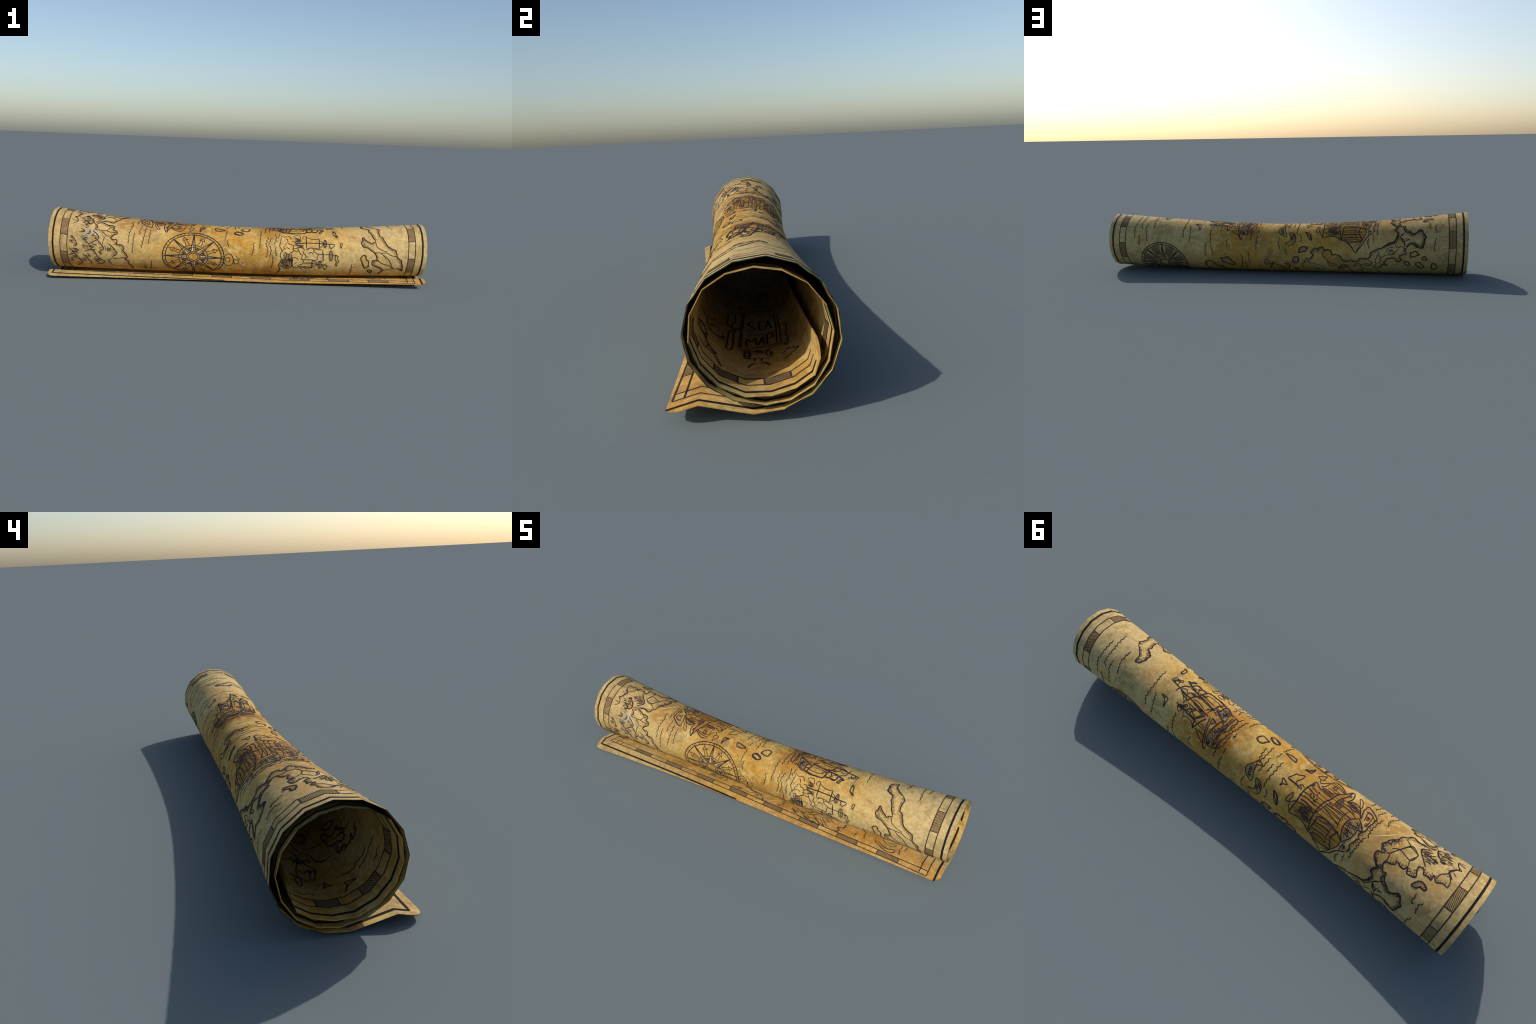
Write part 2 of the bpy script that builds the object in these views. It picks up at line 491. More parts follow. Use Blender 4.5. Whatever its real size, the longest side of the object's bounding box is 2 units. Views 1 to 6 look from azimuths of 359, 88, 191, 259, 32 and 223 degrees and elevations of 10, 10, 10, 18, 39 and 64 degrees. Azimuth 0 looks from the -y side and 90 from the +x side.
class Drawing:
    """one drawn thing on the map; its methods are pen gestures in (x, s)"""

    def __init__(self, name, face):
        self.name, self.pen, self.face = name, Pen(face), face
        self.rng = random.Random(1000 + 17 * len(DRAWINGS))
        DRAWINGS.append(self)

    def jag(self, pts, size, closed=False, pitch=.010):
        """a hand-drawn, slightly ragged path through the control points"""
        p = np.array(pts, float)
        if closed:
            p = np.concatenate([p, p[:1]])
        out = []
        for a, b in zip(p[:-1], p[1:]):
            n = max(1, int(np.linalg.norm(b - a) / pitch))
            for i in range(n):
                q = a + (b - a) * i / n
                w = size * (1 if i else .3)
                out.append((q[0] + self.rng.uniform(-w, w), q[1] + self.rng.uniform(-w, w)))
        if not closed:
            out.append(tuple(p[-1]))
        return out

    def line(self, *pts, w=.0036):
        self.pen.stroke(self.jag(pts, .0008, pitch=.03), w)

    def thick(self, *pts):
        self.line(*pts, w=.0054)

    def closed(self, *pts, w=.0040):
        self.pen.stroke(self.jag(pts, .0008, True, .02), w, closed=True)

    def peak(self, *pts):
        """a mountain: its outline, and shading strokes hanging from the ridge"""
        path = self.jag(pts, .0010, pitch=.02)
        self.pen.stroke(path, .0048)
        self.pen.wash([pts[0], *pts[len(pts) // 2:]], 6, up=-.0005)
        p, foot = np.array(path), (np.array(pts[0]) + np.array(pts[-1])) / 2
        for q in p[1:-1]:
            for _ in range(2):
                a = q + (foot - q) * self.rng.uniform(.02, .25) + np.array([self.rng.uniform(-.006, .006), self.rng.uniform(-.006, .006)])
                b = a + (foot - a) * self.rng.uniform(.25, .6)
                self.pen.stroke([a, (a + b) / 2 + self.rng.uniform(-.003, .003), b], .0028, taper=.3)

    def pale(self, *pts):
        self.pen.stroke(self.jag(pts, .0010, pitch=.02), .0042, mat=4, up=-.0001)

    def ticks(self, path, side, length=.013, pitch=.0085, closed=False):
        """short hatching strokes set along a shore, on its land side"""
        p = np.array(path, float)
        if closed:
            p = np.concatenate([p, p[:1]])
        d = np.concatenate([[0], np.cumsum(np.linalg.norm(np.diff(p, axis=0), axis=1))])
        u = pitch
        while u < d[-1] - pitch * .5:
            a = np.array([np.interp(u, d, p[:, 0]), np.interp(u, d, p[:, 1])])
            b = np.array([np.interp(u + .014, d, p[:, 0]), np.interp(u + .014, d, p[:, 1])])
            c = np.array([np.interp(u - .014, d, p[:, 0]), np.interp(u - .014, d, p[:, 1])])
            t = (b - c) / (np.linalg.norm(b - c) + 1e-9)
            n = np.array([-t[1], t[0]]) * side
            L = length * self.rng.uniform(.55, 1.15)
            lean = t * self.rng.uniform(-.25, .25) * L
            if self.rng.random() < .86:
                self.pen.stroke([a + n * .001, a + n * L + lean], .0026, smooth=False, taper=.35)
            u += pitch * self.rng.uniform(.75, 1.3)

    def coast(self, *pts, inland=1):
        path = self.jag(pts, .0028)
        self.pen.stroke(path, .0054)
        self.ticks(path, -inland)
        p = np.array(path)                             # a brown shade hugging the shore, inland
        q = np.array([p[max(0, i - 2):i + 3].mean(0) for i in range(len(p))])
        t = np.gradient(q, axis=0)
        t /= np.linalg.norm(t, axis=1)[:, None] + 1e-9
        n = np.stack([-t[:, 1], t[:, 0]], 1) * -inland
        self.pen.stroke(q + n * .0065, .011, mat=6, up=-.0005, taper=.2)

    def islet(self, *pts):
        path = self.jag(pts, .0012, True, .012)
        self.pen.stroke(path, .0056, closed=True)
        p = np.array(path)
        turn = np.sum(p[:, 0] * np.roll(p[:, 1], -1) - p[:, 1] * np.roll(p[:, 0], -1))
        self.ticks(path, 1 if turn > 0 else -1, .008, .0075, True)
        self.pen.wash(pts, 1 if self.rng.random() < .45 else 5)

    def wave(self, *pts):
        """a ripple: little crests, each with a hooked back"""
        d = self if not self.pen.f else Drawing(self.name, self.face)
        p = catmull(np.array(pts, float)) if len(pts) > 2 else np.array(pts, float)
        L = np.concatenate([[0], np.cumsum(np.linalg.norm(np.diff(p, axis=0), axis=1))])
        crest, rng, path, u = .020, d.rng, [], 0.0
        side = 1 if rng.random() < .5 else -1
        while u < L[-1]:
            step = crest * rng.uniform(.75, 1.35)
            for f, h in ((0, -.35), (.3, .45), (.62, .6), (.88, .1), (.94, -.6)):
                v = min(u + f * step, L[-1])
                i = min(max(np.searchsorted(L, v) - 1, 0), len(p) - 2)
                t = (p[i + 1] - p[i]) / (np.linalg.norm(p[i + 1] - p[i]) + 1e-9)
                q = p[i] + t * (v - L[i])
                path.append(q + np.array([-t[1], t[0]]) * side * h * .0055 * rng.uniform(.7, 1.3))
            u += step
        d.pen.stroke(path, .0034, taper=.4)

    def tuft(self, a, b):
        """a bundle of quick shading strokes from a towards b"""
        a, b = np.array(a), np.array(b)
        t = b - a
        n = np.array([-t[1], t[0]])
        for i in range(4):
            o = n * (i - 1.5) * .24 + t * self.rng.uniform(-.25, .25)
            bend = n * self.rng.uniform(-.15, .15)
            q = a + o
            self.pen.stroke([q, q + t * .5 + bend, q + t * self.rng.uniform(.75, 1.1)], .0028 if i % 2 else .0036, taper=.3)

    def ring(self, centre, rx, rs):
        big = rx > .026
        lobes = 6 if big else 0
        pts = []
        for i in range(40 if big else 14):
            a = TAU * i / (40 if big else 14)
            r = 1 + (.30 * abs(math.sin(lobes * a / 2)) - .2 if big else self.rng.uniform(-.06, .06))
            pts.append((centre[0] + rx * r * math.cos(a), centre[1] + rs * r * math.sin(a)))
        self.pen.stroke(pts, .0036, closed=True)

    def lens(self, a, b):
        a, b = np.array(a), np.array(b)
        m, h = (a + b) / 2, (b - a) / 2
        n = np.array([-h[1], h[0]]) * .34
        self.pen.stroke([m + h * math.cos(TAU * i / 16) + n * math.sin(TAU * i / 16) for i in range(16)], .0042, closed=True)
        self.pen.stroke([a, b], .0030)

    def wash(self, *pts, tint=1):
        self.pen.wash(pts, tint)
        if tint == 1:
            self.hatch(pts, self.rng.choice((.5, .9, 2.2, 2.6)), .0095)
        if tint in (3, 8):                             # sail cloth and planking: seams run up the map
            self.hatch(pts, .04, .015 if tint == 3 else .009)

    def hatch(self, pts, angle, gap):
        """parallel shading strokes filling an outline"""
        o = np.array(pts, float)
        t, n = np.array([math.cos(angle), math.sin(angle)]), np.array([-math.sin(angle), math.cos(angle)])
        u, v = o @ t, o @ n
        level = v.min() + gap * .6
        while level < v.max():
            cuts = []
            for i in range(len(o)):
                j = (i + 1) % len(o)
                if (v[i] <= level) != (v[j] <= level):
                    cuts.append(u[i] + (u[j] - u[i]) * (level - v[i]) / (v[j] - v[i]))
            cuts.sort()
            for a, b in zip(cuts[::2], cuts[1::2]):
                if b - a > .006:
                    m = (b - a) * self.rng.uniform(0, .18)
                    bow = n * self.rng.uniform(-.002, .002)
                    A, B = t * (a + m) + n * level, t * (b - m * .6) + n * level
                    self.pen.stroke([A, (A + B) / 2 + bow, B], .0022, taper=.4)
            level += gap * self.rng.uniform(.7, 1.35)

    def finish(self):
        self.pen.make(self.name)


def compass_rose(cx, cs, rx, rs, rayed=False):
    d = Drawing("compass_rose", "out")
    P = lambda r, a: (cx + rx * r * math.cos(a), cs + rs * r * math.sin(a))
    circle = lambda r, w: d.pen.stroke([P(r, TAU * i / 40) for i in range(40)], w, closed=True)
    for r, w in ((1.0, .0048), (.905, .0042), (.47, .0036), (.385, .0032), (.215, .0044), (.15, .0036)):
        circle(r, w)
    for i in range(48):                                   # graduation of the rim
        a = TAU * (i + .5) / 48
        d.pen.stroke([P(.91, a), P(.995, a)], .0024, smooth=False, taper=0)
    for i in range(8):
        a = TAU * i / 8
        tip, l, r = P(.93, a), P(.235, a - .36), P(.235, a + .36)
        d.pen.wash([tip, r, P(.21, a)], 1)
        d.pen.wash([tip, l, P(.21, a)], 4)
        for q in (l, r):
            d.pen.stroke([q, tip], .0042, smooth=False, taper=.4)
        d.pen.stroke([P(.23, a), tip], .0030, smooth=False)
        d.pen.stroke([P(.80, a), P(.99, a)], .0062, smooth=False, taper=.2)
        b = a + TAU / 16
        if rayed:
            for k in range(-3, 4):
                d.pen.stroke([P(.49, b + k * .07), P(.88, b + k * .07)], .0028, smooth=False, taper=.3)
            d.pen.wash([P(.49, b - .2), P(.88, b - .2), P(.90, b), P(.88, b + .2), P(.49, b + .2)], 1)
            continue
        for w in (-.085, .085):                           # small arrow between two points
            d.pen.stroke([P(.48, b + w * 1.5), P(.71, b + w * .5)], .0036, smooth=False)
        d.pen.stroke([P(.71, b - .13), P(.72, b - .02), P(.72, b + .02), P(.71, b + .13), P(.83, b), P(.71, b - .13)], .0036, smooth=False)
        d.pen.stroke([P(.83, b), P(.91, b)], .0040, smooth=False)
        d.pen.stroke([P(.22, b), P(.385, b)], .0036, smooth=False)
        d.pen.stroke([P(.30, b - .25), P(.36, b), P(.30, b + .25)], .0046)


compass_rose(-.241, .917, .164, .146)
compass_rose(.684, .312, .137, .139, rayed=True)



d = Drawing("coastline", "out")
d.coast((-.881, .739), (-.863, .733), (-.851, .706), (-.873, .686), inland=-1)
d.line((-.882, .743), (-.863, .754), (-.857, .768), (-.865, .779), (-.882, .789))
d.coast((-.619, .623), (-.600, .647), (-.616, .676), (-.634, .694), (-.642, .719), (-.678, .752), (-.707, .746), (-.733, .750), inland=-1)
d.line((-.730, .692), (-.718, .657), (-.667, .669), (-.640, .655))
d.line((-.730, .692), (-.692, .708), (-.659, .660))
d.coast((-.743, .754), (-.712, .766), (-.695, .774), (-.668, .776), (-.663, .784), (-.668, .795), (-.649, .803), (-.647, .819), (-.660, .826), (-.678, .844), (-.670, .851), (-.649, .850), (-.644, .862), (-.653, .874), (-.622, .876), (-.606, .892), (-.613, .905), (-.598, .922), (-.591, .942), (-.602, .953), (-.587, .966), (-.586, .980), (-.566, 1.015), (-.577, 1.036), (-.563, 1.041), inland=-1)
d.line((-.770, .807), (-.737, .807), (-.704, .807), (-.688, .789), (-.668, .779))
d.line((-.704, .807), (-.676, .812), (-.650, .810))
d.line((-.729, .813), (-.711, .824), (-.701, .834), (-.683, .835))
d.line((-.704, .837), (-.716, .859), (-.720, .882))
d.line((-.670, .952), (-.647, .952), (-.601, .943))
d.line((-.711, .975), (-.673, .956))
d.line((-.697, .978), (-.681, .997), (-.660, 1.014), (-.621, 1.012))
d.line((-.677, .986), (-.696, .968))
d.peak((-.823, .724), (-.803, .728), (-.784, .747), (-.774, .764), (-.792, .779), (-.816, .780))
d.peak((-.776, .767), (-.754, .785), (-.753, .795), (-.765, .804))
d.peak((-.773, .815), (-.751, .830), (-.740, .845), (-.744, .857), (-.769, .872), (-.792, .885))
d.peak((-.833, .851), (-.806, .871), (-.779, .898), (-.782, .911), (-.813, .925))
d.peak((-.749, .859), (-.732, .874), (-.713, .898), (-.716, .908), (-.743, .924))
d.peak((-.779, .910), (-.761, .923), (-.745, .949), (-.712, .982), (-.733, .998), (-.762, 1.002))
d.peak((-.692, .873), (-.671, .885), (-.644, .917), (-.649, .930), (-.669, .942))
d.peak((-.823, .937), (-.811, .954), (-.784, .991), (-.789, 1.005))
d.peak((-.865, .938), (-.842, .973), (-.833, .999), (-.865, 1.033))
d.peak((-.884, .850), (-.862, .871), (-.852, .893), (-.867, .901))
d.peak((-.893, .912), (-.869, .933), (-.874, .941), (-.897, .949))
d.peak((-.835, .808), (-.817, .818), (-.818, .826), (-.843, .830))
d.peak((-.800, .708), (-.766, .712), (-.725, .715), (-.727, .727), (-.739, .737))
d.peak((-.792, .810), (-.786, .820), (-.790, .832), (-.806, .835))
d.tuft((-.781, .708), (-.798, .715))
d.tuft((-.819, .739), (-.843, .740))
d.tuft((-.814, .761), (-.837, .765))
d.tuft((-.800, .793), (-.824, .786))
d.tuft((-.762, .836), (-.778, .842))
d.tuft((-.796, .854), (-.830, .855))
d.tuft((-.806, .901), (-.829, .891))
d.tuft((-.750, .894), (-.783, .887))
d.tuft((-.760, .904), (-.788, .904))
d.tuft((-.691, .916), (-.697, .887))
d.tuft((-.674, .907), (-.690, .899))
d.tuft((-.788, .956), (-.804, .938))
d.tuft((-.724, .930), (-.738, .927))
d.tuft((-.811, .983), (-.832, .966))
d.tuft((-.853, .955), (-.886, .955))
d.tuft((-.854, .923), (-.882, .918))
d.tuft((-.744, .978), (-.767, .970))
d.tuft((-.870, .881), (-.889, .874))
d.tuft((-.878, .988), (-.894, .974))
d.tuft((-.845, .929), (-.863, .917))
d.tuft((-.872, .859), (-.886, .856))

d = Drawing("coastline", "out")
d.coast((-.562, .448), (-.590, .471), (-.619, .478), (-.633, .496), (-.641, .525), (-.627, .537), (-.628, .551), (-.642, .569), (-.625, .576), (-.612, .588), (-.602, .598), (-.603, .617), (-.621, .621), (-.625, .633), (-.607, .637), (-.605, .655), (-.619, .666), (-.629, .664), (-.626, .680), (-.641, .690), (-.640, .711), inland=-1)
d.line((-.659, .723), (-.689, .705), (-.711, .698))
d.line((-.681, .753), (-.698, .744), (-.740, .749), (-.746, .746))
d.coast((-.653, .585), (-.664, .566), (-.677, .570), (-.682, .550), (-.697, .535), (-.716, .517), (-.733, .518), (-.751, .537), (-.766, .534), (-.777, .508), (-.787, .497), (-.778, .474), (-.770, .442), (-.748, .441), (-.724, .467), (-.698, .459), (-.677, .451), inland=-1)
d.line((-.677, .451), (-.662, .488), (-.650, .499), (-.624, .464))
d.line((-.650, .499), (-.670, .521), (-.686, .537))
d.line((-.677, .451), (-.675, .474), (-.680, .491), (-.702, .484))
d.coast((-.642, .569), (-.654, .572), (-.647, .593), (-.656, .604), (-.667, .606), (-.682, .615), (-.681, .627), (-.700, .619), (-.720, .620), (-.724, .637), inland=1)
d.line((-.724, .637), (-.717, .659), (-.729, .688), (-.711, .698), (-.688, .701), (-.666, .671), (-.644, .636), (-.630, .632))
d.line((-.646, .635), (-.650, .612), (-.645, .591))
d.coast((-.724, .637), (-.733, .614), (-.749, .614), (-.767, .619), (-.758, .641), (-.755, .657), (-.772, .661), (-.784, .644), (-.817, .643), (-.815, .664), (-.834, .647), (-.856, .656), (-.877, .653), inland=1)
d.line((-.826, .659), (-.831, .681), (-.848, .697), (-.850, .714), (-.874, .739), (-.883, .739))
d.line((-.877, .653), (-.872, .678), (-.852, .702))
d.line((-.863, .712), (-.878, .704))
d.line((-.874, .739), (-.859, .766), (-.889, .764))
d.peak((-.775, .669), (-.747, .693), (-.730, .709), (-.728, .725), (-.750, .746))
d.peak((-.788, .734), (-.776, .761), (-.791, .780), (-.831, .754))
d.line((-.745, .701), (-.759, .712), (-.781, .733))
d.tuft((-.781, .696), (-.757, .696))
d.tuft((-.800, .703), (-.782, .707))
d.tuft((-.824, .753), (-.794, .747))
d.tuft((-.821, .724), (-.800, .727))
d.tuft((-.764, .734), (-.739, .727))
d.tuft((-.761, .768), (-.738, .754))

d = Drawing("coastline", "out")
d.coast((-.146, .393), (-.159, .376), (-.184, .405), (-.170, .426), (-.189, .449), (-.208, .446), (-.215, .431), (-.212, .451), (-.231, .458), (-.243, .446), (-.245, .431), (-.259, .443), (-.285, .430), (-.287, .410), (-.306, .415), (-.329, .405), (-.338, .383), (-.365, .366), (-.389, .377), (-.411, .364), (-.430, .372), (-.439, .388), (-.480, .383), (-.494, .399), (-.498, .424), (-.525, .437), (-.557, .446), (-.574, .459), (-.619, .472), (-.636, .495), (-.640, .528), (-.624, .541), (-.635, .565), (-.603, .598), inland=-1)
d.coast((-.680, .561), (-.671, .544), (-.685, .530), (-.702, .524), (-.716, .509), (-.733, .517), (-.751, .534), (-.768, .524), (-.777, .506), (-.786, .496), (-.777, .470), (-.769, .440), (-.748, .441), (-.725, .455), (-.708, .464), (-.690, .447), inland=-1)
d.coast((-.690, .447), (-.677, .430), (-.684, .412), (-.651, .403), (-.656, .372), (-.638, .365), (-.616, .388), (-.584, .383), (-.567, .362), (-.585, .338), (-.557, .345), (-.548, .315), (-.525, .314), inland=-1)
d.line((-.144, .393), (-.135, .363), (-.119, .336), (-.129, .294))
d.line((-.234, .431), (-.236, .405), (-.263, .371), (-.266, .340), (-.303, .328))
d.line((-.150, .375), (-.177, .346), (-.209, .339), (-.249, .298))
d.line((-.263, .365), (-.290, .348), (-.322, .341))
d.line((-.534, .433), (-.539, .414), (-.521, .378), (-.526, .351), (-.516, .329), (-.556, .240))
d.line((-.480, .378), (-.501, .361), (-.494, .337), (-.466, .361))
d.line((-.516, .329), (-.448, .343), (-.401, .327), (-.420, .352), (-.439, .350), (-.451, .312), (-.475, .313))
d.line((-.624, .462), (-.637, .444), (-.659, .452), (-.673, .439), (-.678, .421))
d.line((-.575, .427), (-.593, .445), (-.619, .449))
d.line((-.548, .388), (-.571, .404), (-.611, .413), (-.646, .439))
d.line((-.654, .499), (-.663, .479), (-.690, .483), (-.703, .496))
d.line((-.676, .526), (-.658, .513), (-.654, .499))
d.line((-.539, .414), (-.548, .388), (-.544, .351))
d.tuft((-.353, .310), (-.321, .309))
d.tuft((-.373, .334), (-.340, .325))
d.tuft((-.620, .427), (-.589, .423))
d.tuft((-.667, .498), (-.663, .484))
d.line((-.315, .300), (-.342, .349), (-.364, .334), (-.381, .302), (-.397, .244))
d.line((-.182, .296), (-.202, .305), (-.220, .289))
d.line((-.427, .288), (-.446, .296), (-.462, .230))

d = Drawing("islet", "out")
d.islet((-.102, .423), (-.111, .451), (-.132, .459), (-.151, .454), (-.142, .431), (-.118, .426))

d = Drawing("islet", "out")
d.islet((-.069, .380), (-.084, .395), (-.101, .390), (-.099, .363), (-.082, .351), (-.068, .362))

d = Drawing("islet", "out")
d.islet((-.705, .392), (-.708, .420), (-.735, .424), (-.753, .406), (-.727, .397))

d = Drawing("islet", "out")
d.islet((-.766, .386), (-.779, .396), (-.793, .376), (-.776, .374))

d = Drawing("islet", "out")
d.islet((-.674, .365), (-.692, .365), (-.706, .349), (-.693, .336), (-.677, .352))

d = Drawing("islet", "out")
d.islet((-.732, .357), (-.754, .362), (-.780, .326), (-.760, .319), (-.737, .343))

d = Drawing("islet", "out")
d.islet((-.816, .352), (-.833, .354), (-.848, .327), (-.836, .310), (-.820, .313))

d = Drawing("islet", "out")
d.islet((-.072, .301), (-.087, .305), (-.095, .293), (-.079, .278))

d = Drawing("islet", "out")
d.islet((-.772, .590), (-.777, .606), (-.788, .618), (-.802, .620), (-.822, .611), (-.817, .601), (-.800, .603), (-.791, .592))

d = Drawing("islet", "out")
d.islet((.343, .375), (.321, .374), (.308, .383), (.289, .369), (.265, .328), (.285, .313), (.301, .325), (.333, .340))

d = Drawing("islet", "out")
d.coast((.417, .251), (.441, .297), (.432, .341), (.405, .353), (.390, .327), (.374, .294), (.348, .309), (.337, .267), (.295, .252), inland=1)

d = Drawing("islet", "out")
d.islet((.058, .700), (.048, .732), (.007, .725), (.026, .694), (.043, .691))

d = Drawing("islet", "out")
d.islet((.023, .758), (.005, .767), (-.025, .756), (-.021, .743), (-.002, .741))

d = Drawing("islet", "out")
d.islet((-.076, .730), (-.099, .740), (-.126, .739), (-.133, .717), (-.107, .719))

d = Drawing("islet", "out")
d.islet((-.023, .762), (-.027, .748), (-.011, .735), (.016, .745), (.019, .763), (-.000, .770))

d = Drawing("island", "out")
d.coast((.728, .813), (.707, .825), (.681, .806), (.661, .781), (.652, .822), (.662, .843), (.681, .846), (.705, .864), (.719, .874), (.730, .890), (.739, .917), (.716, .919), (.713, .941), (.743, .963), (.776, .989), (.761, 1.011), (.757, 1.039), inland=1)
d.coast((.663, .662), (.663, .696), (.694, .716), (.696, .741), (.712, .772), (.728, .813), inland=1)
d.coast((.739, .705), (.752, .719), (.752, .779), (.768, .791), (.780, .825), (.804, .850), (.835, .866), (.841, .896), (.868, .923), (.877, .952), (.880, .992), (.855, .974), inland=-1)
d.coast((.688, .711), (.663, .700), (.660, .670), (.671, .641), (.691, .632), (.698, .667), (.718, .689), (.741, .702), inland=-1)
d.line((.728, .813), (.733, .839), (.757, .860), (.785, .870), (.783, .877), (.719, .874))
d.line((.757, .880), (.777, .896), (.804, .922), (.831, .974), (.855, .974))
d.line((.737, .917), (.768, .938), (.803, .952), (.831, .974))
d.line((.786, .875), (.810, .891), (.842, .899))
d.line((.831, .974), (.795, .985), (.776, .989))
d.wash((.658, .794), (.676, .828), (.686, .843), (.662, .838), tint=1)

d = Drawing("islet", "out")
d.islet((.661, .889), (.650, .905), (.661, .938), (.677, .971), (.695, .963), (.692, .922), (.680, .914), (.675, .892))

d = Drawing("islet", "out")
d.islet((.694, .989), (.703, .985), (.720, .997), (.715, 1.023))

d = Drawing("sailing_ship", "out")
d.line((.228, .777), (.223, .793), (.219, .818), (.217, .838), (.228, .855), (.223, .874), (.221, .893), (.227, .911), (.222, .927), (.219, .940), (.213, .948), (.218, .970), (.225, .978), (.218, 1.010), (.205, 1.032))
d.line((.235, .775), (.227, .765), (.223, .778))
d.line((.234, .775), (.251, .773), (.259, .768), (.271, .775), (.278, .792))
d.line((.251, .782), (.258, .794), (.261, .807))
d.line((.278, .805), (.295, .805), (.303, .820), (.295, .830), (.290, .830))
d.line((.249, .830), (.251, .816), (.261, .812), (.271, .824), (.283, .824), (.290, .833), (.289, .846), (.284, .850), (.291, .856), (.288, .865), (.276, .871), (.269, .880), (.254, .877), (.249, .868))
d.line((.249, .830), (.238, .838), (.241, .849), (.231, .860), (.235, .870))
d.line((.247, .853), (.250, .845), (.260, .844), (.267, .849), (.269, .856))
d.line((.284, .850), (.308, .848), (.318, .856), (.323, .869))
d.line((.311, .844), (.323, .839), (.341, .846), (.348, .854), (.344, .874), (.356, .885), (.358, .897), (.351, .907))
d.line((.279, .875), (.294, .860), (.305, .865), (.318, .861), (.323, .869), (.330, .880), (.339, .889), (.333, .906), (.344, .915), (.345, .929), (.339, .942), (.324, .943))
d.line((.283, .906), (.299, .900), (.313, .906), (.319, .916))
d.line((.286, .916), (.288, .943), (.293, .965), (.307, .970), (.320, .962), (.324, .945))
d.line((.298, .943), (.304, .934), (.311, .928))
d.line((.357, .848), (.367, .855), (.374, .846), (.391, .844), (.398, .854), (.401, .865), (.420, .878), (.422, .889), (.416, .899), (.420, .909), (.409, .917), (.393, .913))
d.line((.371, .881), (.378, .870), (.391, .872), (.398, .880))
d.line((.352, .907), (.360, .897), (.372, .897))
d.thick((.295, .813), (.331, .815), (.358, .813), (.426, .815), (.450, .820), (.506, .822))
d.thick((.358, .766), (.358, .846))
d.line((.341, .790), (.341, .770), (.350, .764), (.358, .766))
d.line((.360, .773), (.374, .783), (.396, .791), (.426, .789))
d.thick((.427, .786), (.427, .850))
d.line((.362, .846), (.391, .844), (.426, .850))
d.line((.430, .798), (.450, .820), (.430, .846))
d.lens((.458, .795), (.458, .843))
d.closed((.482, .824), (.506, .823), (.507, .832), (.492, .847), (.484, .841))
d.closed((.505, .728), (.515, .736), (.519, .760), (.529, .781), (.516, .768), (.504, .759))
d.closed((.538, .821), (.550, .819), (.548, .830), (.543, .847))
d.thick((.446, .855), (.452, .923))
d.line((.399, .855), (.420, .854), (.445, .855))
d.line((.426, .921), (.450, .921))
d.line((.422, .881), (.451, .883), (.480, .883), (.524, .887))
d.lens((.489, .863), (.492, .919))
d.closed((.511, .889), (.526, .891), (.530, .897), (.526, .907), (.535, .927), (.526, .935), (.526, .955), (.518, .941), (.522, .925), (.512, .911), (.517, .901))
d.line((.334, .912), (.361, .913), (.392, .913))
d.thick((.392, .913), (.394, .971))
d.line((.345, .933), (.391, .935), (.421, .942), (.469, .944))
d.line((.344, .961), (.365, .972), (.392, .966), (.421, .944))
d.line((.395, .917), (.413, .929), (.423, .942))
d.thick((.322, .962), (.337, .961), (.363, .961), (.392, .963))
d.thick((.329, .967), (.340, .980))
d.lens((.432, .921), (.437, .974))
d.closed((.452, .947), (.473, .949), (.474, .960), (.466, .984), (.456, .966))
d.line((.295, .777), (.297, .764), (.318, .761), (.328, .777), (.327, .788), (.314, .785), (.297, .775))
d.line((.287, .764), (.295, .768))
d.thick((.297, .785), (.310, .788), (.331, .798))
d.thick((.302, .830), (.322, .828), (.345, .841))
d.tuft((.319, .800), (.302, .794))
d.tuft((.329, .805), (.314, .796))
d.tuft((.324, .839), (.307, .829))
d.tuft((.338, .835), (.322, .829))
d.tuft((.314, .817), (.303, .822))
d.thick((.250, .903), (.256, .974))
d.line((.235, .877), (.247, .871), (.252, .881), (.255, .897), (.238, .897))
d.line((.263, .881), (.265, .902), (.274, .944))
d.line((.271, .879), (.276, .906), (.285, .949))
d.thick((.281, .878), (.286, .944), (.279, .965), (.259, .977), (.234, .961), (.217, .948))
d.line((.222, .932), (.238, .939), (.254, .950), (.278, .946))
d.line((.224, .923), (.232, .911), (.252, .913))
d.line((.230, .913), (.239, .945))
d.line((.243, .907), (.241, .961))
d.tuft((.244, .891), (.237, .881))
d.tuft((.260, .923), (.255, .903))
d.tuft((.272, .931), (.266, .906))
d.tuft((.240, .931), (.229, .919))
d.tuft((.269, .960), (.256, .950))
d.tuft((.280, .926), (.276, .902))
d.wash((.224, .923), (.251, .879), (.279, .878), (.286, .946), (.257, .974), (.224, .951), tint=1)
d.wash((.297, .788), (.329, .794), (.331, .813), (.300, .809), tint=1)
d.wash((.452, .799), (.464, .799), (.463, .841), (.451, .837), tint=1)

d = Drawing("sailing_ship", "out")
d.thick((.509, .672), (.456, .664), (.411, .656), (.373, .652), (.307, .643), (.275, .639))
d.line((.444, .657), (.409, .650), (.396, .638))
d.thick((.457, .717), (.425, .705), (.385, .696), (.327, .689), (.289, .682), (.276, .691))
d.line((.425, .697), (.386, .694), (.336, .683), (.288, .678))
d.line((.377, .704), (.341, .702), (.290, .697))
d.closed((.509, .672), (.504, .694), (.489, .694), (.470, .702), (.470, .692), (.484, .688), (.499, .675))
d.closed((.456, .720), (.445, .725), (.441, .738), (.427, .743), (.435, .731), (.438, .720))
d.thick((.462, .641), (.456, .664), (.448, .687), (.429, .699), (.427, .707))
d.line((.451, .661), (.421, .645), (.403, .644))
d.line((.448, .668), (.431, .678), (.413, .665))
d.thick((.411, .659), (.411, .672), (.398, .681), (.382, .679), (.382, .670), (.391, .657))
d.thick((.397, .632), (.389, .654), (.380, .677), (.359, .690), (.355, .699))
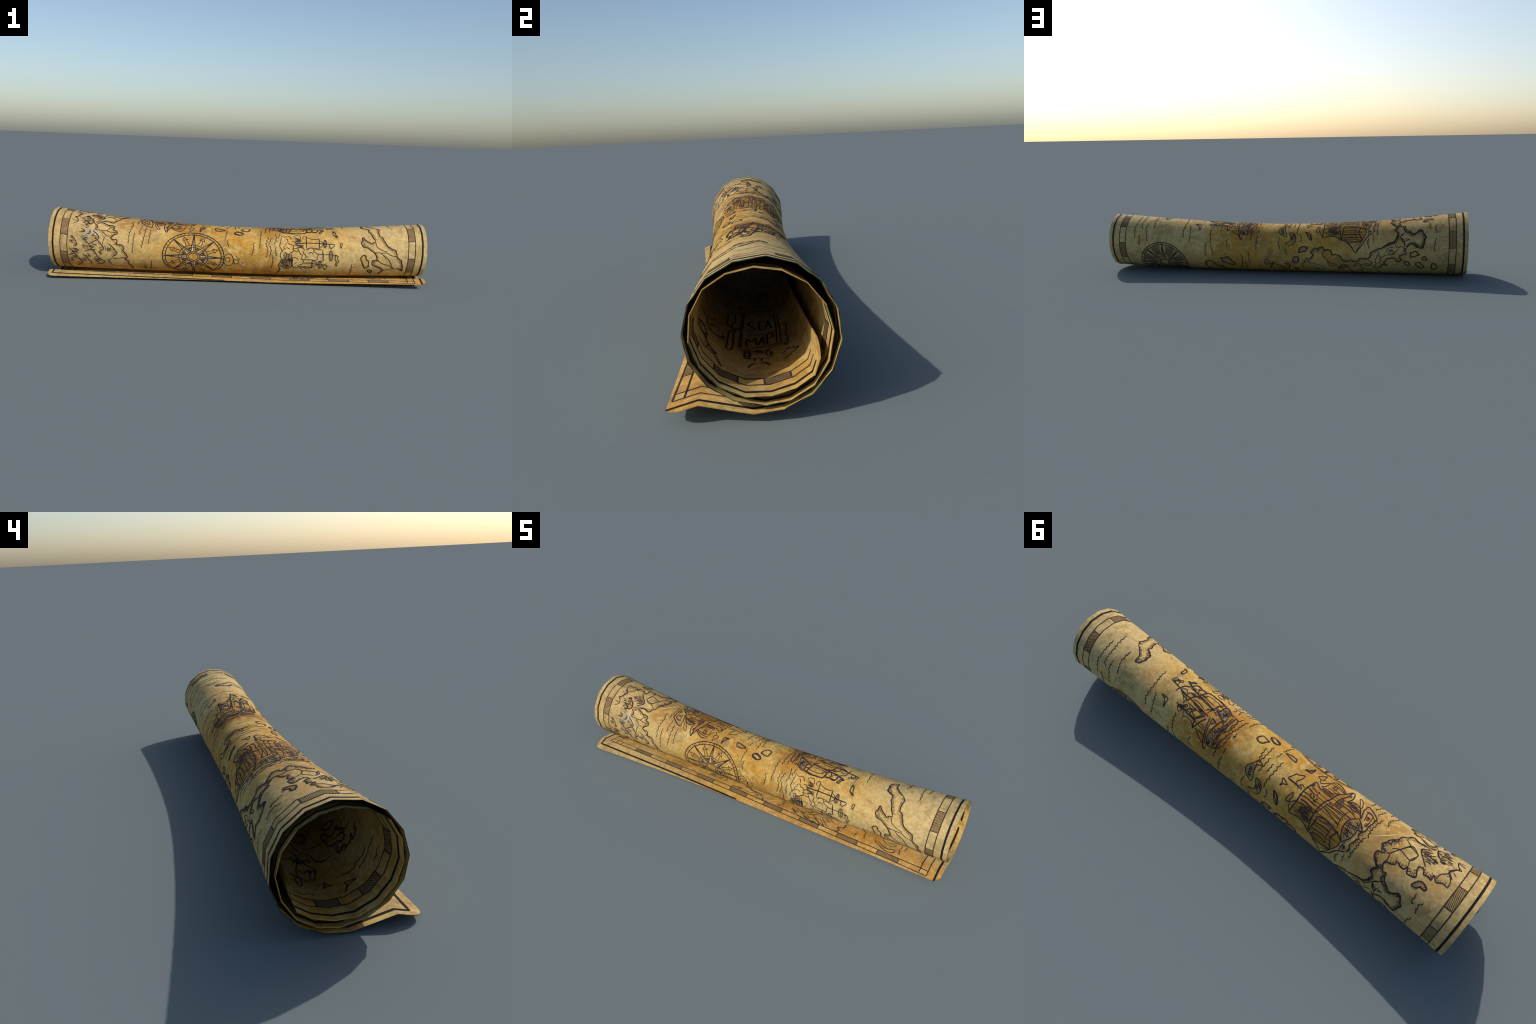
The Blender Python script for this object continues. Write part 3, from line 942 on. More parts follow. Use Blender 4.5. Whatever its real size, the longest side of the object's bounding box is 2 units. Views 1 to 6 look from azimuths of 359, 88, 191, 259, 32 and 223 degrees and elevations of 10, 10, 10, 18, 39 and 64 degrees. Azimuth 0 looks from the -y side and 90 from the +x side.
d.line((.402, .627), (.400, .617), (.401, .634))
d.line((.409, .650), (.397, .632))
d.line((.377, .660), (.354, .664), (.326, .658), (.307, .650))
d.thick((.425, .708), (.417, .730), (.397, .731), (.383, .732))
d.line((.411, .709), (.395, .711), (.398, .729))
d.thick((.385, .703), (.390, .719), (.383, .732), (.362, .732), (.365, .710), (.372, .697))
d.line((.384, .705), (.375, .694), (.364, .702))
d.thick((.366, .704), (.361, .730), (.351, .743), (.319, .743), (.294, .746), (.260, .739))
d.line((.355, .708), (.336, .724), (.294, .724), (.276, .722))
d.line((.364, .646), (.321, .638), (.287, .632))
d.line((.385, .632), (.338, .631), (.296, .628))
d.thick((.303, .651), (.297, .665), (.284, .677), (.278, .693), (.275, .714), (.261, .737), (.250, .737))
d.line((.288, .647), (.283, .668), (.271, .685))
d.line((.274, .698), (.256, .697), (.253, .730))
d.thick((.375, .601), (.357, .618), (.332, .631))
d.thick((.426, .602), (.412, .599), (.392, .600), (.350, .591), (.315, .587), (.298, .580))
d.line((.375, .601), (.351, .603), (.348, .611), (.333, .628))
d.closed((.414, .594), (.402, .594), (.391, .595), (.392, .578), (.403, .577))
d.ring((.382, .616), .006, .006)
d.line((.411, .602), (.394, .610), (.381, .626))
d.thick((.392, .600), (.384, .623))
d.line((.383, .595), (.369, .569), (.370, .554))
d.line((.369, .569), (.350, .577), (.328, .574), (.314, .563), (.306, .549))
d.line((.350, .591), (.350, .598))
d.thick((.347, .605), (.347, .597), (.313, .591))
d.thick((.307, .551), (.315, .587), (.313, .603), (.302, .621), (.286, .627))
d.thick((.307, .551), (.296, .578), (.286, .604), (.275, .627))
d.line((.293, .578), (.274, .579), (.252, .576))
d.line((.296, .557), (.271, .559), (.246, .555))
d.line((.285, .553), (.256, .531), (.233, .516))
d.line((.281, .587), (.276, .595), (.259, .587))
d.thick((.267, .643), (.261, .621), (.252, .587), (.245, .559), (.229, .500), (.223, .498), (.216, .515))
d.line((.256, .643), (.248, .611), (.241, .571), (.226, .529))
d.thick((.257, .645), (.234, .637), (.223, .630))
d.line((.255, .635), (.246, .619), (.237, .634))
d.thick((.231, .578), (.228, .606), (.223, .630), (.219, .654))
d.line((.231, .553), (.230, .576))
d.thick((.182, .716), (.184, .679), (.182, .650), (.190, .619), (.191, .588), (.192, .560), (.189, .534))
d.line((.192, .706), (.193, .680), (.192, .648), (.195, .623))
d.thick((.182, .716), (.168, .708), (.164, .692))
d.line((.166, .705), (.163, .689), (.170, .670), (.164, .645), (.176, .627), (.179, .616))
d.thick((.189, .534), (.175, .539), (.171, .548), (.173, .566), (.168, .587), (.159, .605), (.160, .625))
d.line((.224, .536), (.213, .527), (.200, .529), (.190, .536))
d.line((.230, .542), (.223, .554), (.214, .554), (.205, .542))
d.line((.225, .588), (.211, .584), (.200, .579))
d.line((.227, .598), (.205, .598), (.196, .594))
d.line((.219, .567), (.208, .568), (.196, .562))
d.line((.222, .611), (.202, .609), (.192, .608))
d.line((.213, .624), (.194, .621))
d.ring((.202, .621), .006, .006)
d.ring((.183, .633), .006, .006)
d.ring((.215, .540), .006, .006)
d.line((.221, .652), (.200, .654), (.200, .629))
d.thick((.275, .693), (.258, .687), (.251, .706), (.250, .737), (.227, .730), (.208, .716), (.189, .717))
d.thick((.254, .691), (.236, .671), (.205, .664), (.210, .690))
d.line((.263, .665), (.246, .672), (.222, .670))
d.line((.243, .695), (.218, .693), (.206, .706))
d.line((.230, .701), (.225, .720))
d.tuft((.235, .679), (.255, .682))
d.tuft((.216, .677), (.235, .676))
d.tuft((.215, .693), (.235, .696))
d.tuft((.211, .705), (.233, .712))
d.tuft((.207, .663), (.221, .663))
d.tuft((.254, .675), (.269, .679))
d.tuft((.229, .713), (.244, .711))
d.tuft((.205, .533), (.219, .542))
d.tuft((.183, .553), (.196, .557))
d.tuft((.203, .603), (.215, .605))
d.tuft((.188, .694), (.188, .678))
d.tuft((.188, .663), (.185, .647))
d.tuft((.383, .607), (.400, .599))
d.tuft((.383, .681), (.398, .681))
d.tuft((.356, .686), (.378, .691))
d.tuft((.308, .637), (.324, .642))
d.line((.403, .627), (.432, .653), (.450, .661))
d.line((.289, .631), (.313, .599), (.347, .613), (.375, .626))
d.line((.289, .679), (.320, .689), (.357, .688), (.382, .683))
d.thick((.254, .732), (.276, .738), (.308, .743), (.336, .744), (.354, .739))
d.thick((.354, .739), (.362, .720), (.364, .703))
d.line((.268, .730), (.280, .698), (.278, .682))
d.thick((.253, .717), (.275, .713), (.278, .694))
d.line((.346, .724), (.344, .708), (.362, .707))
d.thick((.383, .729), (.401, .736), (.417, .732), (.420, .710))
d.line((.365, .727), (.383, .729), (.389, .709), (.377, .692))
d.line((.381, .692), (.404, .703), (.458, .719))
d.closed((.426, .741), (.441, .741), (.442, .727), (.458, .719), (.441, .717), (.435, .727))
d.line((.219, .717), (.233, .727), (.254, .732))
d.line((.215, .717), (.227, .702), (.246, .707))
d.wash((.261, .683), (.248, .734), (.207, .711), (.205, .664), (.236, .671), tint=1)
d.wash((.228, .544), (.225, .588), (.217, .615), (.194, .621), (.189, .545), (.207, .526), tint=1)
d.wash((.191, .636), (.190, .676), (.181, .711), (.175, .696), (.173, .652), (.179, .624), tint=1)

d = Drawing("sailing_ship", "out")
d.thick((-.234, .514), (-.236, .555), (-.239, .584), (-.237, .631), (-.252, .699))
d.thick((-.337, .492), (-.323, .579), (-.329, .637), (-.344, .674), (-.350, .704), (-.372, .740), (-.388, .781))
d.thick((-.414, .419), (-.449, .466), (-.476, .510), (-.507, .533))
d.line((-.414, .419), (-.450, .491), (-.468, .529), (-.472, .556))
d.thick((-.336, .494), (-.351, .494), (-.385, .466), (-.414, .419))
d.line((-.356, .496), (-.400, .487), (-.450, .491))
d.line((-.366, .485), (-.400, .479), (-.446, .486))
d.line((-.406, .455), (-.450, .491))
d.thick((-.450, .491), (-.432, .532), (-.431, .551), (-.443, .584))
d.line((-.422, .505), (-.414, .529), (-.413, .574), (-.421, .589))
d.thick((-.339, .494), (-.344, .554), (-.344, .581))
d.line((-.342, .493), (-.381, .514), (-.422, .505))
d.line((-.346, .522), (-.388, .531), (-.416, .530))
d.line((-.347, .554), (-.390, .562), (-.415, .559))
d.thick((-.341, .581), (-.367, .590), (-.397, .587), (-.429, .581), (-.452, .571), (-.472, .556))
d.line((-.354, .571), (-.384, .580), (-.410, .584), (-.428, .578))
d.line((-.323, .579), (-.331, .597), (-.341, .628), (-.345, .650))
d.thick((-.472, .556), (-.452, .591), (-.445, .622), (-.452, .650), (-.475, .675))
d.line((-.432, .589), (-.426, .604), (-.420, .637), (-.427, .673))
d.line((-.420, .637), (-.432, .629))
d.line((-.344, .624), (-.387, .615), (-.427, .602))
d.line((-.340, .633), (-.389, .631), (-.430, .624))
d.line((-.364, .646), (-.396, .648), (-.431, .649))
d.line((-.384, .657), (-.412, .656), (-.452, .650))
d.line((-.396, .682), (-.431, .679), (-.463, .668))
d.thick((-.235, .511), (-.269, .523), (-.301, .518), (-.327, .503), (-.337, .492))
d.line((-.246, .538), (-.277, .545), (-.307, .539), (-.327, .535))
d.thick((-.247, .597), (-.276, .598), (-.304, .590), (-.324, .577))
d.line((-.241, .571), (-.262, .584), (-.295, .586), (-.315, .578))
d.line((-.216, .554), (-.235, .511))
d.line((-.216, .554), (-.239, .584))
d.line((-.320, .529), (-.323, .552), (-.328, .571))
d.closed((-.262, .551), (-.273, .562), (-.263, .573), (-.276, .571), (-.284, .581), (-.288, .566), (-.300, .560), (-.288, .557), (-.286, .546), (-.276, .554))
d.line((-.231, .608), (-.263, .615), (-.297, .611), (-.311, .611))
d.line((-.235, .629), (-.268, .631), (-.292, .626), (-.309, .621))
d.line((-.240, .653), (-.260, .653), (-.283, .642))
d.line((-.244, .671), (-.264, .668), (-.283, .657))
d.ring((-.269, .638), .003, .003)
d.ring((-.285, .638), .003, .003)
d.ring((-.291, .653), .002, .003)
d.ring((-.300, .635), .003, .003)
d.ring((-.295, .622), .003, .003)
d.ring((-.292, .665), .002, .003)
d.ring((-.277, .626), .002, .002)
d.thick((-.252, .699), (-.280, .684), (-.290, .678))
d.line((-.277, .696), (-.292, .706), (-.298, .743), (-.308, .764))
d.thick((-.308, .764), (-.336, .764), (-.372, .740))
d.line((-.285, .685), (-.312, .687), (-.333, .681), (-.347, .673))
d.line((-.284, .694), (-.315, .698), (-.348, .691))
d.line((-.300, .740), (-.336, .740), (-.368, .734))
d.line((-.304, .752), (-.339, .750), (-.372, .734))
d.ring((-.325, .730), .008, .014)
d.ring((-.326, .732), .005, .008)
d.line((-.320, .691), (-.338, .701), (-.351, .716))
d.thick((-.366, .659), (-.370, .694), (-.384, .729), (-.388, .781), (-.402, .755), (-.405, .731), (-.397, .704))
d.line((-.369, .658), (-.389, .658), (-.396, .675), (-.393, .694))
d.ring((-.353, .654), .005, .006)
d.ring((-.383, .670), .007, .008)
d.ring((-.383, .696), .004, .005)
d.ring((-.393, .742), .004, .006)
d.line((-.345, .650), (-.348, .642), (-.362, .645), (-.366, .659))
d.thick((-.400, .703), (-.420, .724), (-.450, .718), (-.471, .688))
d.closed((-.425, .763), (-.437, .765), (-.455, .730), (-.450, .718))
d.thick((-.450, .718), (-.481, .677), (-.468, .716), (-.470, .740))
d.thick((-.466, .739), (-.473, .754), (-.494, .745), (-.528, .719), (-.523, .700))
d.line((-.480, .722), (-.509, .719), (-.514, .679), (-.509, .656))
d.line((-.494, .678), (-.485, .723))
d.line((-.474, .724), (-.499, .727), (-.523, .708))
d.thick((-.475, .675), (-.494, .662), (-.513, .640), (-.495, .632))
d.thick((-.472, .556), (-.485, .574), (-.495, .596), (-.499, .627))
d.line((-.445, .622), (-.471, .625), (-.501, .631))
d.line((-.448, .611), (-.475, .608), (-.497, .611))
d.line((-.454, .595), (-.477, .591), (-.491, .593))
d.thick((-.445, .630), (-.476, .635), (-.500, .639))
d.coast((-.528, .719), (-.525, .686), (-.524, .650), (-.517, .638), (-.512, .626), (-.523, .609), (-.514, .589), (-.506, .572), (-.514, .552), (-.509, .534), inland=1)
d.line((-.481, .518), (-.483, .556), (-.487, .567))
d.line((-.492, .526), (-.492, .555))
d.closed((-.157, .636), (-.164, .654), (-.172, .674), (-.180, .675), (-.202, .689), (-.202, .669), (-.197, .657), (-.192, .648), (-.194, .637))
d.thick((-.157, .636), (-.202, .634), (-.213, .627))
d.line((-.214, .622), (-.209, .637), (-.220, .649), (-.233, .643))
d.closed((-.197, .554), (-.199, .573), (-.208, .599), (-.215, .586), (-.212, .566), (-.213, .554))
d.closed((-.241, .731), (-.250, .742), (-.266, .763), (-.266, .744), (-.269, .730), (-.256, .723))
d.line((-.256, .723), (-.272, .706), (-.298, .743))
d.tuft((-.221, .640), (-.220, .626))
d.tuft((-.440, .701), (-.414, .699))
d.tuft((-.460, .688), (-.431, .697))
d.tuft((-.427, .704), (-.403, .703))
d.tuft((-.462, .640), (-.450, .637))
d.tuft((-.477, .605), (-.460, .606))
d.tuft((-.508, .695), (-.490, .698))
d.tuft((-.517, .675), (-.501, .668))
d.tuft((-.259, .682), (-.247, .675))
d.tuft((-.315, .536), (-.287, .544))
d.tuft((-.309, .565), (-.289, .569))
d.tuft((-.500, .647), (-.478, .654))
d.tuft((-.500, .544), (-.485, .546))
d.wash((-.238, .553), (-.245, .619), (-.254, .696), (-.287, .682), (-.302, .737), (-.311, .763), (-.372, .735), (-.393, .766), (-.403, .707), (-.449, .716), (-.481, .673), (-.453, .648), (-.445, .611), (-.467, .560), (-.470, .525), (-.445, .489), (-.344, .496), (-.329, .551), (-.328, .508), (-.301, .518), (-.252, .534), tint=3)
d.wash((-.403, .703), (-.422, .721), (-.451, .713), (-.469, .686), (-.433, .695), tint=8)
d.wash((-.285, .692), (-.315, .698), (-.348, .691), (-.344, .674), (-.316, .673), (-.289, .680), tint=8)
d.wash((-.255, .567), (-.285, .584), (-.313, .577), (-.320, .547), (-.307, .530), (-.277, .542), tint=8)
d.wash((-.366, .659), (-.370, .694), (-.380, .713), (-.393, .694), (-.394, .674), (-.385, .659), tint=8)
d.wash((-.449, .602), (-.447, .635), (-.478, .670), (-.511, .642), (-.493, .595), (-.473, .568), tint=1)

d = Drawing("fish", "out")
d.closed((-.017, .618), (-.043, .612), (-.021, .600), (-.023, .565), (-.032, .540), (-.029, .519), (.001, .535), (.016, .565), (-.000, .594))
d.tuft((-.011, .560), (-.005, .587))
d.tuft((-.019, .536), (.002, .555))
d.wash((.014, .562), (-.000, .594), (-.018, .597), (-.022, .558), (-.028, .523), (-.003, .538), tint=1)

d = Drawing("fish", "out")
d.closed((-.045, .548), (-.071, .545), (-.086, .519), (-.080, .483), (-.053, .466), (-.026, .479), (-.056, .491), (-.055, .527))
d.tuft((-.077, .505), (-.062, .533))
d.wash((-.046, .546), (-.073, .541), (-.085, .513), (-.074, .484), (-.060, .495), tint=1)

d = Drawing("sea_bird", "out")
d.closed((.500, .593), (.467, .590), (.469, .545), (.479, .576))

d = Drawing("sea_bird", "out")
d.closed((.512, .732), (.524, .778), (.505, .763), (.505, .738))

d = Drawing("sea_bird", "out")
d.closed((-.138, .624), (-.170, .611), (-.154, .603), (-.145, .588), (-.147, .605))

d = Drawing("sea_bird", "out")
d.closed((-.183, .716), (-.202, .724), (-.213, .756), (-.210, .720))

d = Drawing("sea_bird", "out")
d.closed((-.139, .553), (-.167, .537), (-.176, .499), (-.156, .527))

d = Drawing("sea_bird", "out")
d.closed((-.212, .719), (-.198, .718), (-.182, .715), (-.203, .737), (-.212, .758))

d = Drawing("sea_bird", "out")
d.closed((-.138, .554), (-.161, .539), (-.173, .496), (-.156, .510))

d = Drawing("sea_bird", "out")
d.closed((.499, .680), (.476, .668), (.483, .693))

d = Drawing("anchor", "out")
d.ring((.078, .350), .015, .025)
d.ring((.078, .350), .007, .011)
d.thick((.041, .363), (.065, .299))
d.thick((.065, .343), (.020, .332), (-.039, .291))
d.thick((.018, .306), (-.003, .281), (-.039, .299), (-.046, .334), (-.026, .348), (-.030, .325))

d = Drawing("wave_line", "out")
d.wave((.838, .649), (.840, .599), (.852, .521), (.845, .467))
d.wave((.812, .701), (.806, .619), (.813, .552), (.802, .527))
d.wave((.738, .657), (.746, .603), (.737, .535))
d.wave((.778, .575), (.781, .529), (.770, .455))
d.wave((.822, .494), (.821, .468), (.820, .426))
d.wave((.560, .689), (.557, .609), (.565, .524), (.558, .496))
d.wave((.529, .582), (.520, .536), (.522, .460))
d.wave((.405, .561), (.401, .473), (.386, .387))
d.wave((.421, .472), (.428, .430), (.426, .385))
d.wave((.298, .507), (.306, .479), (.300, .452))
d.wave((.129, .531), (.135, .474), (.137, .432))
d.wave((.224, .408), (.217, .360), (.231, .295))
d.wave((.183, .425), (.182, .385), (.177, .341))
d.wave((.207, .360), (.201, .332), (.202, .288))
d.wave((.005, .524), (.012, .477), (.004, .445))
d.wave((-.025, .446), (-.029, .425), (-.037, .409))
d.wave((.166, .580), (.168, .529), (.173, .495))
d.wave((.184, .625), (.182, .558))
d.wave((.157, .738), (.164, .698), (.159, .653))
d.wave((.138, .747), (.147, .665), (.162, .616))
d.wave((.126, .658), (.130, .630))
d.wave((.148, .633), (.150, .577), (.162, .552))
d.wave((.125, .580), (.133, .548))
d.wave((-.022, .716), (-.023, .651), (-.018, .624))
d.wave((-.048, .662), (-.046, .614), (-.041, .578))
d.wave((-.072, .646), (-.073, .625), (-.070, .602))
d.wave((-.098, .681), (-.096, .607), (-.091, .571), (-.093, .537))
d.wave((-.104, .535), (-.115, .516), (-.111, .488))
d.wave((-.549, .738), (-.539, .670), (-.546, .635))
d.wave((-.538, .629), (-.532, .570), (-.531, .521))
d.wave((-.506, .525), (-.511, .482))
d.wave((-.485, .506), (-.479, .481), (-.487, .447))
d.wave((-.838, .489), (-.828, .459), (-.828, .422))
d.wave((-.557, .800), (-.562, .856), (-.564, .913))
d.wave((-.522, .738), (-.533, .806))
d.wave((-.500, .758), (-.509, .832), (-.519, .884))
d.wave((-.475, .774), (-.482, .860))
d.wave((-.064, .726), (-.070, .772), (-.073, .808))
d.wave((-.467, .955), (-.467, .990), (-.478, 1.041))
d.wave((-.501, .992), (-.497, 1.043))
d.wave((.116, .722), (.112, .787), (.109, .850))
d.wave((.079, .815), (.078, .856), (.072, .894))
d.wave((.155, .776), (.143, .822), (.152, .854), (.146, .903))
d.wave((.174, .782), (.160, .822), (.173, .853), (.167, .899))
d.wave((.201, .842), (.195, .863), (.203, .890))
d.wave((.179, .888), (.185, .919), (.176, .977))
d.wave((.223, .964), (.218, 1.002), (.205, 1.032))
d.wave((.193, .741), (.200, .785), (.191, .821))
d.wave((.220, .741), (.210, .784))
d.wave((-.057, .798), (-.059, .825), (-.053, .846))
d.wave((-.015, .590), (-.002, .687))
d.wave((-.064, .676), (-.068, .710))
d.wave((.606, .941), (.607, .982), (.602, 1.049))
d.wave((.543, 1.013), (.528, 1.042))
d.wave((.501, .588), (.477, .589))
d.wave((-.581, .717), (-.571, .752), (-.585, .809), (-.585, .858))
d.wave((-.809, .581), (-.806, .561), (-.812, .540))
d.wave((-.846, .568), (-.834, .552), (-.838, .515))
d.wave((-.914, .314), (-.911, .294))

d = Drawing("rubbed_crease", "out")
d.pale((-.924, .826), (-.894, .803), (-.862, .781), (-.834, .782), (-.796, .785), (-.775, .803), (-.744, .829), (-.721, .854), (-.725, .878))
d.pale((-.925, .849), (-.899, .866))
d.pale((-.155, .878), (-.135, .852))
d.pale((-.084, .860), (-.072, .846))
d.pale((-.061, .868), (-.046, .882))
d.pale((-.026, .898), (-.001, .920))
d.pale((-.074, .847), (-.045, .877), (-.010, .926), (.038, .972))
d.pale((.676, .914), (.710, .869), (.750, .863))
d.pale((.681, .911), (.715, .874))
d.pale((.550, .395), (.498, .441), (.427, .510))
d.pale((-.282, .377), (-.356, .449))
d.pale((-.555, .647), (-.625, .715))
d.pale((-.172, .821), (-.118, .865))

d = Drawing("compass_pendant", "out")
d.ring((-.053, .928), .026, .038)
d.ring((-.058, .925), .012, .014)
d.closed((-.027, .929), (-.012, .923), (.002, .937), (-.017, .952))
d.line((-.018, .898), (.007, .925))

d = Drawing("coastline", "in")
d.coast((-.148, .078), (-.108, .092), (-.089, .086), (-.096, .068), inland=1)
d.line((-.089, .086), (-.065, .088), (-.031, .079), (-.013, .097), (.021, .076))
d.coast((-.091, .123), (-.066, .130), (-.033, .112), (-.008, .109), (.002, .111), (.023, .104), (.030, .091), inland=1)
d.coast((.041, .081), (.057, .062), (.051, .052), inland=1)
d.line((-.299, .088), (-.294, .103), (-.286, .133))
d.line((-.234, .103), (-.222, .118), (-.217, .133), (-.200, .129), (-.190, .094))
d.line((-.207, .093), (-.192, .107))
d.line((.141, .084), (.142, .066))
d.tuft((-.267, .122), (-.280, .095))
d.coast((.210, .096), (.249, .063), inland=1)
d.line((.210, .096), (.232, .112), (.255, .095), (.293, .105), (.315, .134))
d.line((.257, .105), (.300, .061), (.328, .062))
d.line((.258, .089), (.294, .088), (.324, .108), (.341, .132))
d.line((.319, .111), (.361, .067), (.409, .053))
d.line((.362, .109), (.387, .131), (.418, .126))
d.line((.365, .095), (.406, .052))
d.line((.275, .113), (.311, .113))
d.line((.372, .110), (.417, .057))
d.tuft((.322, .059), (.295, .072))
d.tuft((.358, .073), (.332, .090))
d.tuft((.348, .049), (.330, .058))
d.tuft((.426, .093), (.393, .120))
d.tuft((.251, .074), (.229, .088))
d.tuft((.383, .049), (.363, .061))
d.coast((.462, .049), (.484, .060), (.468, .083), (.495, .099), (.491, .131), inland=1)
d.wave((.568, .101), (.563, .081), (.564, .061))
d.wave((.598, .134), (.602, .107), (.608, .076))
d.wave((.782, .097), (.790, .059))
d.wave((.780, .130), (.783, .105))
d.wave((.805, .130), (.807, .098))
d.closed((.660, .084), (.672, .094), (.703, .072), (.734, .064), (.759, .074), (.763, .055), (.731, .049), (.702, .059))
d.line((.685, .127), (.716, .097), (.750, .098), (.757, .124))
d.line((.704, .121), (.729, .114), (.750, .125))
d.wave((.150, .128), (.158, .091), (.144, .068))
d.pale((.041, .081), (.077, .076), (.127, .111))
d.pale((.853, .071), (.874, .101))

d = Drawing("title_banner", "in")
d.thick((.700, 1.906), (.695, 1.935), (.684, 1.962), (.687, 1.985), (.690, 2.010))
d.line((.710, 1.904), (.713, 1.936), (.724, 1.951), (.720, 1.970), (.704, 1.984), (.702, 2.011))
d.line((.720, 1.906), (.721, 1.920), (.727, 1.935), (.734, 1.953), (.726, 1.966))
d.line((.758, 1.913), (.773, 1.925), (.767, 1.946), (.770, 1.977), (.742, 1.986))
d.lens((.711, 1.945), (.715, 1.960))
d.ring((.743, 1.923), .027, .008)
d.ring((.743, 1.923), .014, .005)
d.ring((.738, 1.975), .016, .005)
d.line((.700, 1.906), (.492, 1.914), (.339, 1.920))
d.line((.701, 1.901), (.495, 1.908), (.338, 1.916))
d.line((.680, 2.001), (.552, 2.008), (.406, 2.011))
d.line((.686, 2.011), (.569, 2.017), (.428, 2.021))
d.line((.580, 1.922), (.581, 1.950), (.577, 1.975), (.577, 1.997))
d.line((.556, 1.923), (.562, 1.943), (.561, 1.966))
d.line((.359, 1.906), (.298, 1.906), (.270, 1.919), (.275, 1.961), (.314, 2.012), (.318, 2.034))
d.line((.331, 1.918), (.328, 1.959), (.366, 2.017))
d.line((.771, 1.941), (.793, 1.941))
d.line((.768, 1.958), (.795, 1.955))
d.thick((.835, 1.924), (.810, 1.933), (.807, 1.946))
d.thick((.808, 1.953), (.802, 1.965), (.826, 1.974))
d.thick((.837, 1.945), (.838, 1.952))
d.ring((.182, 1.986), .074, .020)
d.ring((.184, 1.988), .041, .011)
d.line((.190, 1.933), (.150, 1.952), (.121, 1.972), (.149, 2.009))
d.thick((.463, 1.947), (.445, 1.941), (.461, 1.932), (.481, 1.931), (.509, 1.945), (.528, 1.946), (.540, 1.937), (.526, 1.927))
d.thick((.463, 1.977), (.453, 1.962), (.530, 1.961), (.536, 1.977))
d.thick((.493, 1.962), (.499, 1.973))
d.thick((.536, 1.977), (.457, 1.989), (.544, 1.995))
d.thick((.510, 1.982), (.517, 1.994))
d.thick((.678, 1.922), (.610, 1.925), (.639, 1.936), (.607, 1.947), (.673, 1.948))
d.thick((.668, 1.953), (.597, 1.967), (.673, 1.969))
d.thick((.641, 1.956), (.642, 1.969))
d.thick((.670, 1.976), (.590, 1.981), (.592, 1.994), (.621, 1.994), (.628, 1.979))

d = Drawing("banner_ornament", "in")
d.closed((.416, 1.866), (.391, 1.878), (.398, 1.888), (.488, 1.889), (.514, 1.879), (.556, 1.882), (.534, 1.903), (.562, 1.891), (.550, 1.872), (.519, 1.866))
d.closed((.612, 1.872), (.587, 1.877), (.562, 1.891), (.610, 1.886), (.726, 1.884), (.750, 1.876), (.739, 1.869))
d.line((.549, 2.032), (.584, 2.039), (.635, 2.031), (.712, 2.029), (.731, 2.023), (.705, 2.020))

d = Drawing("coastline", "in")
d.coast((.809, 1.762), (.814, 1.781), (.791, 1.802), (.790, 1.807), (.815, 1.813), (.827, 1.824), (.831, 1.843), (.847, 1.836), (.858, 1.848), (.883, 1.861), inland=1)
d.coast((.793, 1.758), (.763, 1.778), (.747, 1.794), (.769, 1.809), (.788, 1.802), inland=1)
d.line((.871, 1.782), (.858, 1.807), (.854, 1.823), (.839, 1.837))
d.line((.850, 1.814), (.823, 1.820), (.827, 1.828))
d.coast((.684, 1.759), (.671, 1.785), (.698, 1.802), (.711, 1.819), (.697, 1.845), (.662, 1.864), inland=1)
d.line((.646, 1.785), (.621, 1.807), (.589, 1.827), (.594, 1.839))
d.line((.682, 1.808), (.642, 1.825), (.652, 1.838), (.652, 1.852), (.664, 1.862))
d.wave((.774, 2.004), (.759, 2.022), (.794, 2.050))
d.wave((.814, 2.007), (.808, 2.025), (.797, 2.049))

d = Drawing("islet", "in")
d.islet((-.549, 1.849), (-.543, 1.839), (-.554, 1.819), (-.566, 1.804), (-.581, 1.819), (-.576, 1.838))

d = Drawing("islet", "in")
d.coast((-.488, 1.924), (-.492, 1.914), (-.513, 1.912), (-.524, 1.902), (-.542, 1.912), (-.556, 1.926), (-.545, 1.942), (-.527, 1.951), inland=1)

d = Drawing("coastline", "in")
d.coast((-.638, 1.871), (-.617, 1.865), (-.584, 1.868), (-.570, 1.861), (-.582, 1.848), (-.603, 1.850), (-.622, 1.838), (-.619, 1.828), (-.605, 1.811), (-.638, 1.805), (-.660, 1.798), (-.660, 1.806), (-.639, 1.842), inland=1)
d.coast((-.638, 1.871), (-.657, 1.857), (-.665, 1.838), (-.686, 1.824), (-.681, 1.813), (-.659, 1.803), inland=1)
d.coast((-.680, 1.847), (-.694, 1.849), (-.704, 1.859), (-.714, 1.848), (-.702, 1.839), (-.712, 1.827), (-.723, 1.831), (-.721, 1.816), (-.708, 1.791), (-.735, 1.796), (-.725, 1.774), (-.708, 1.758), inland=1)
d.line((-.627, 1.795), (-.651, 1.800), (-.674, 1.785), (-.675, 1.763))
d.line((-.613, 1.784), (-.630, 1.786), (-.629, 1.798))

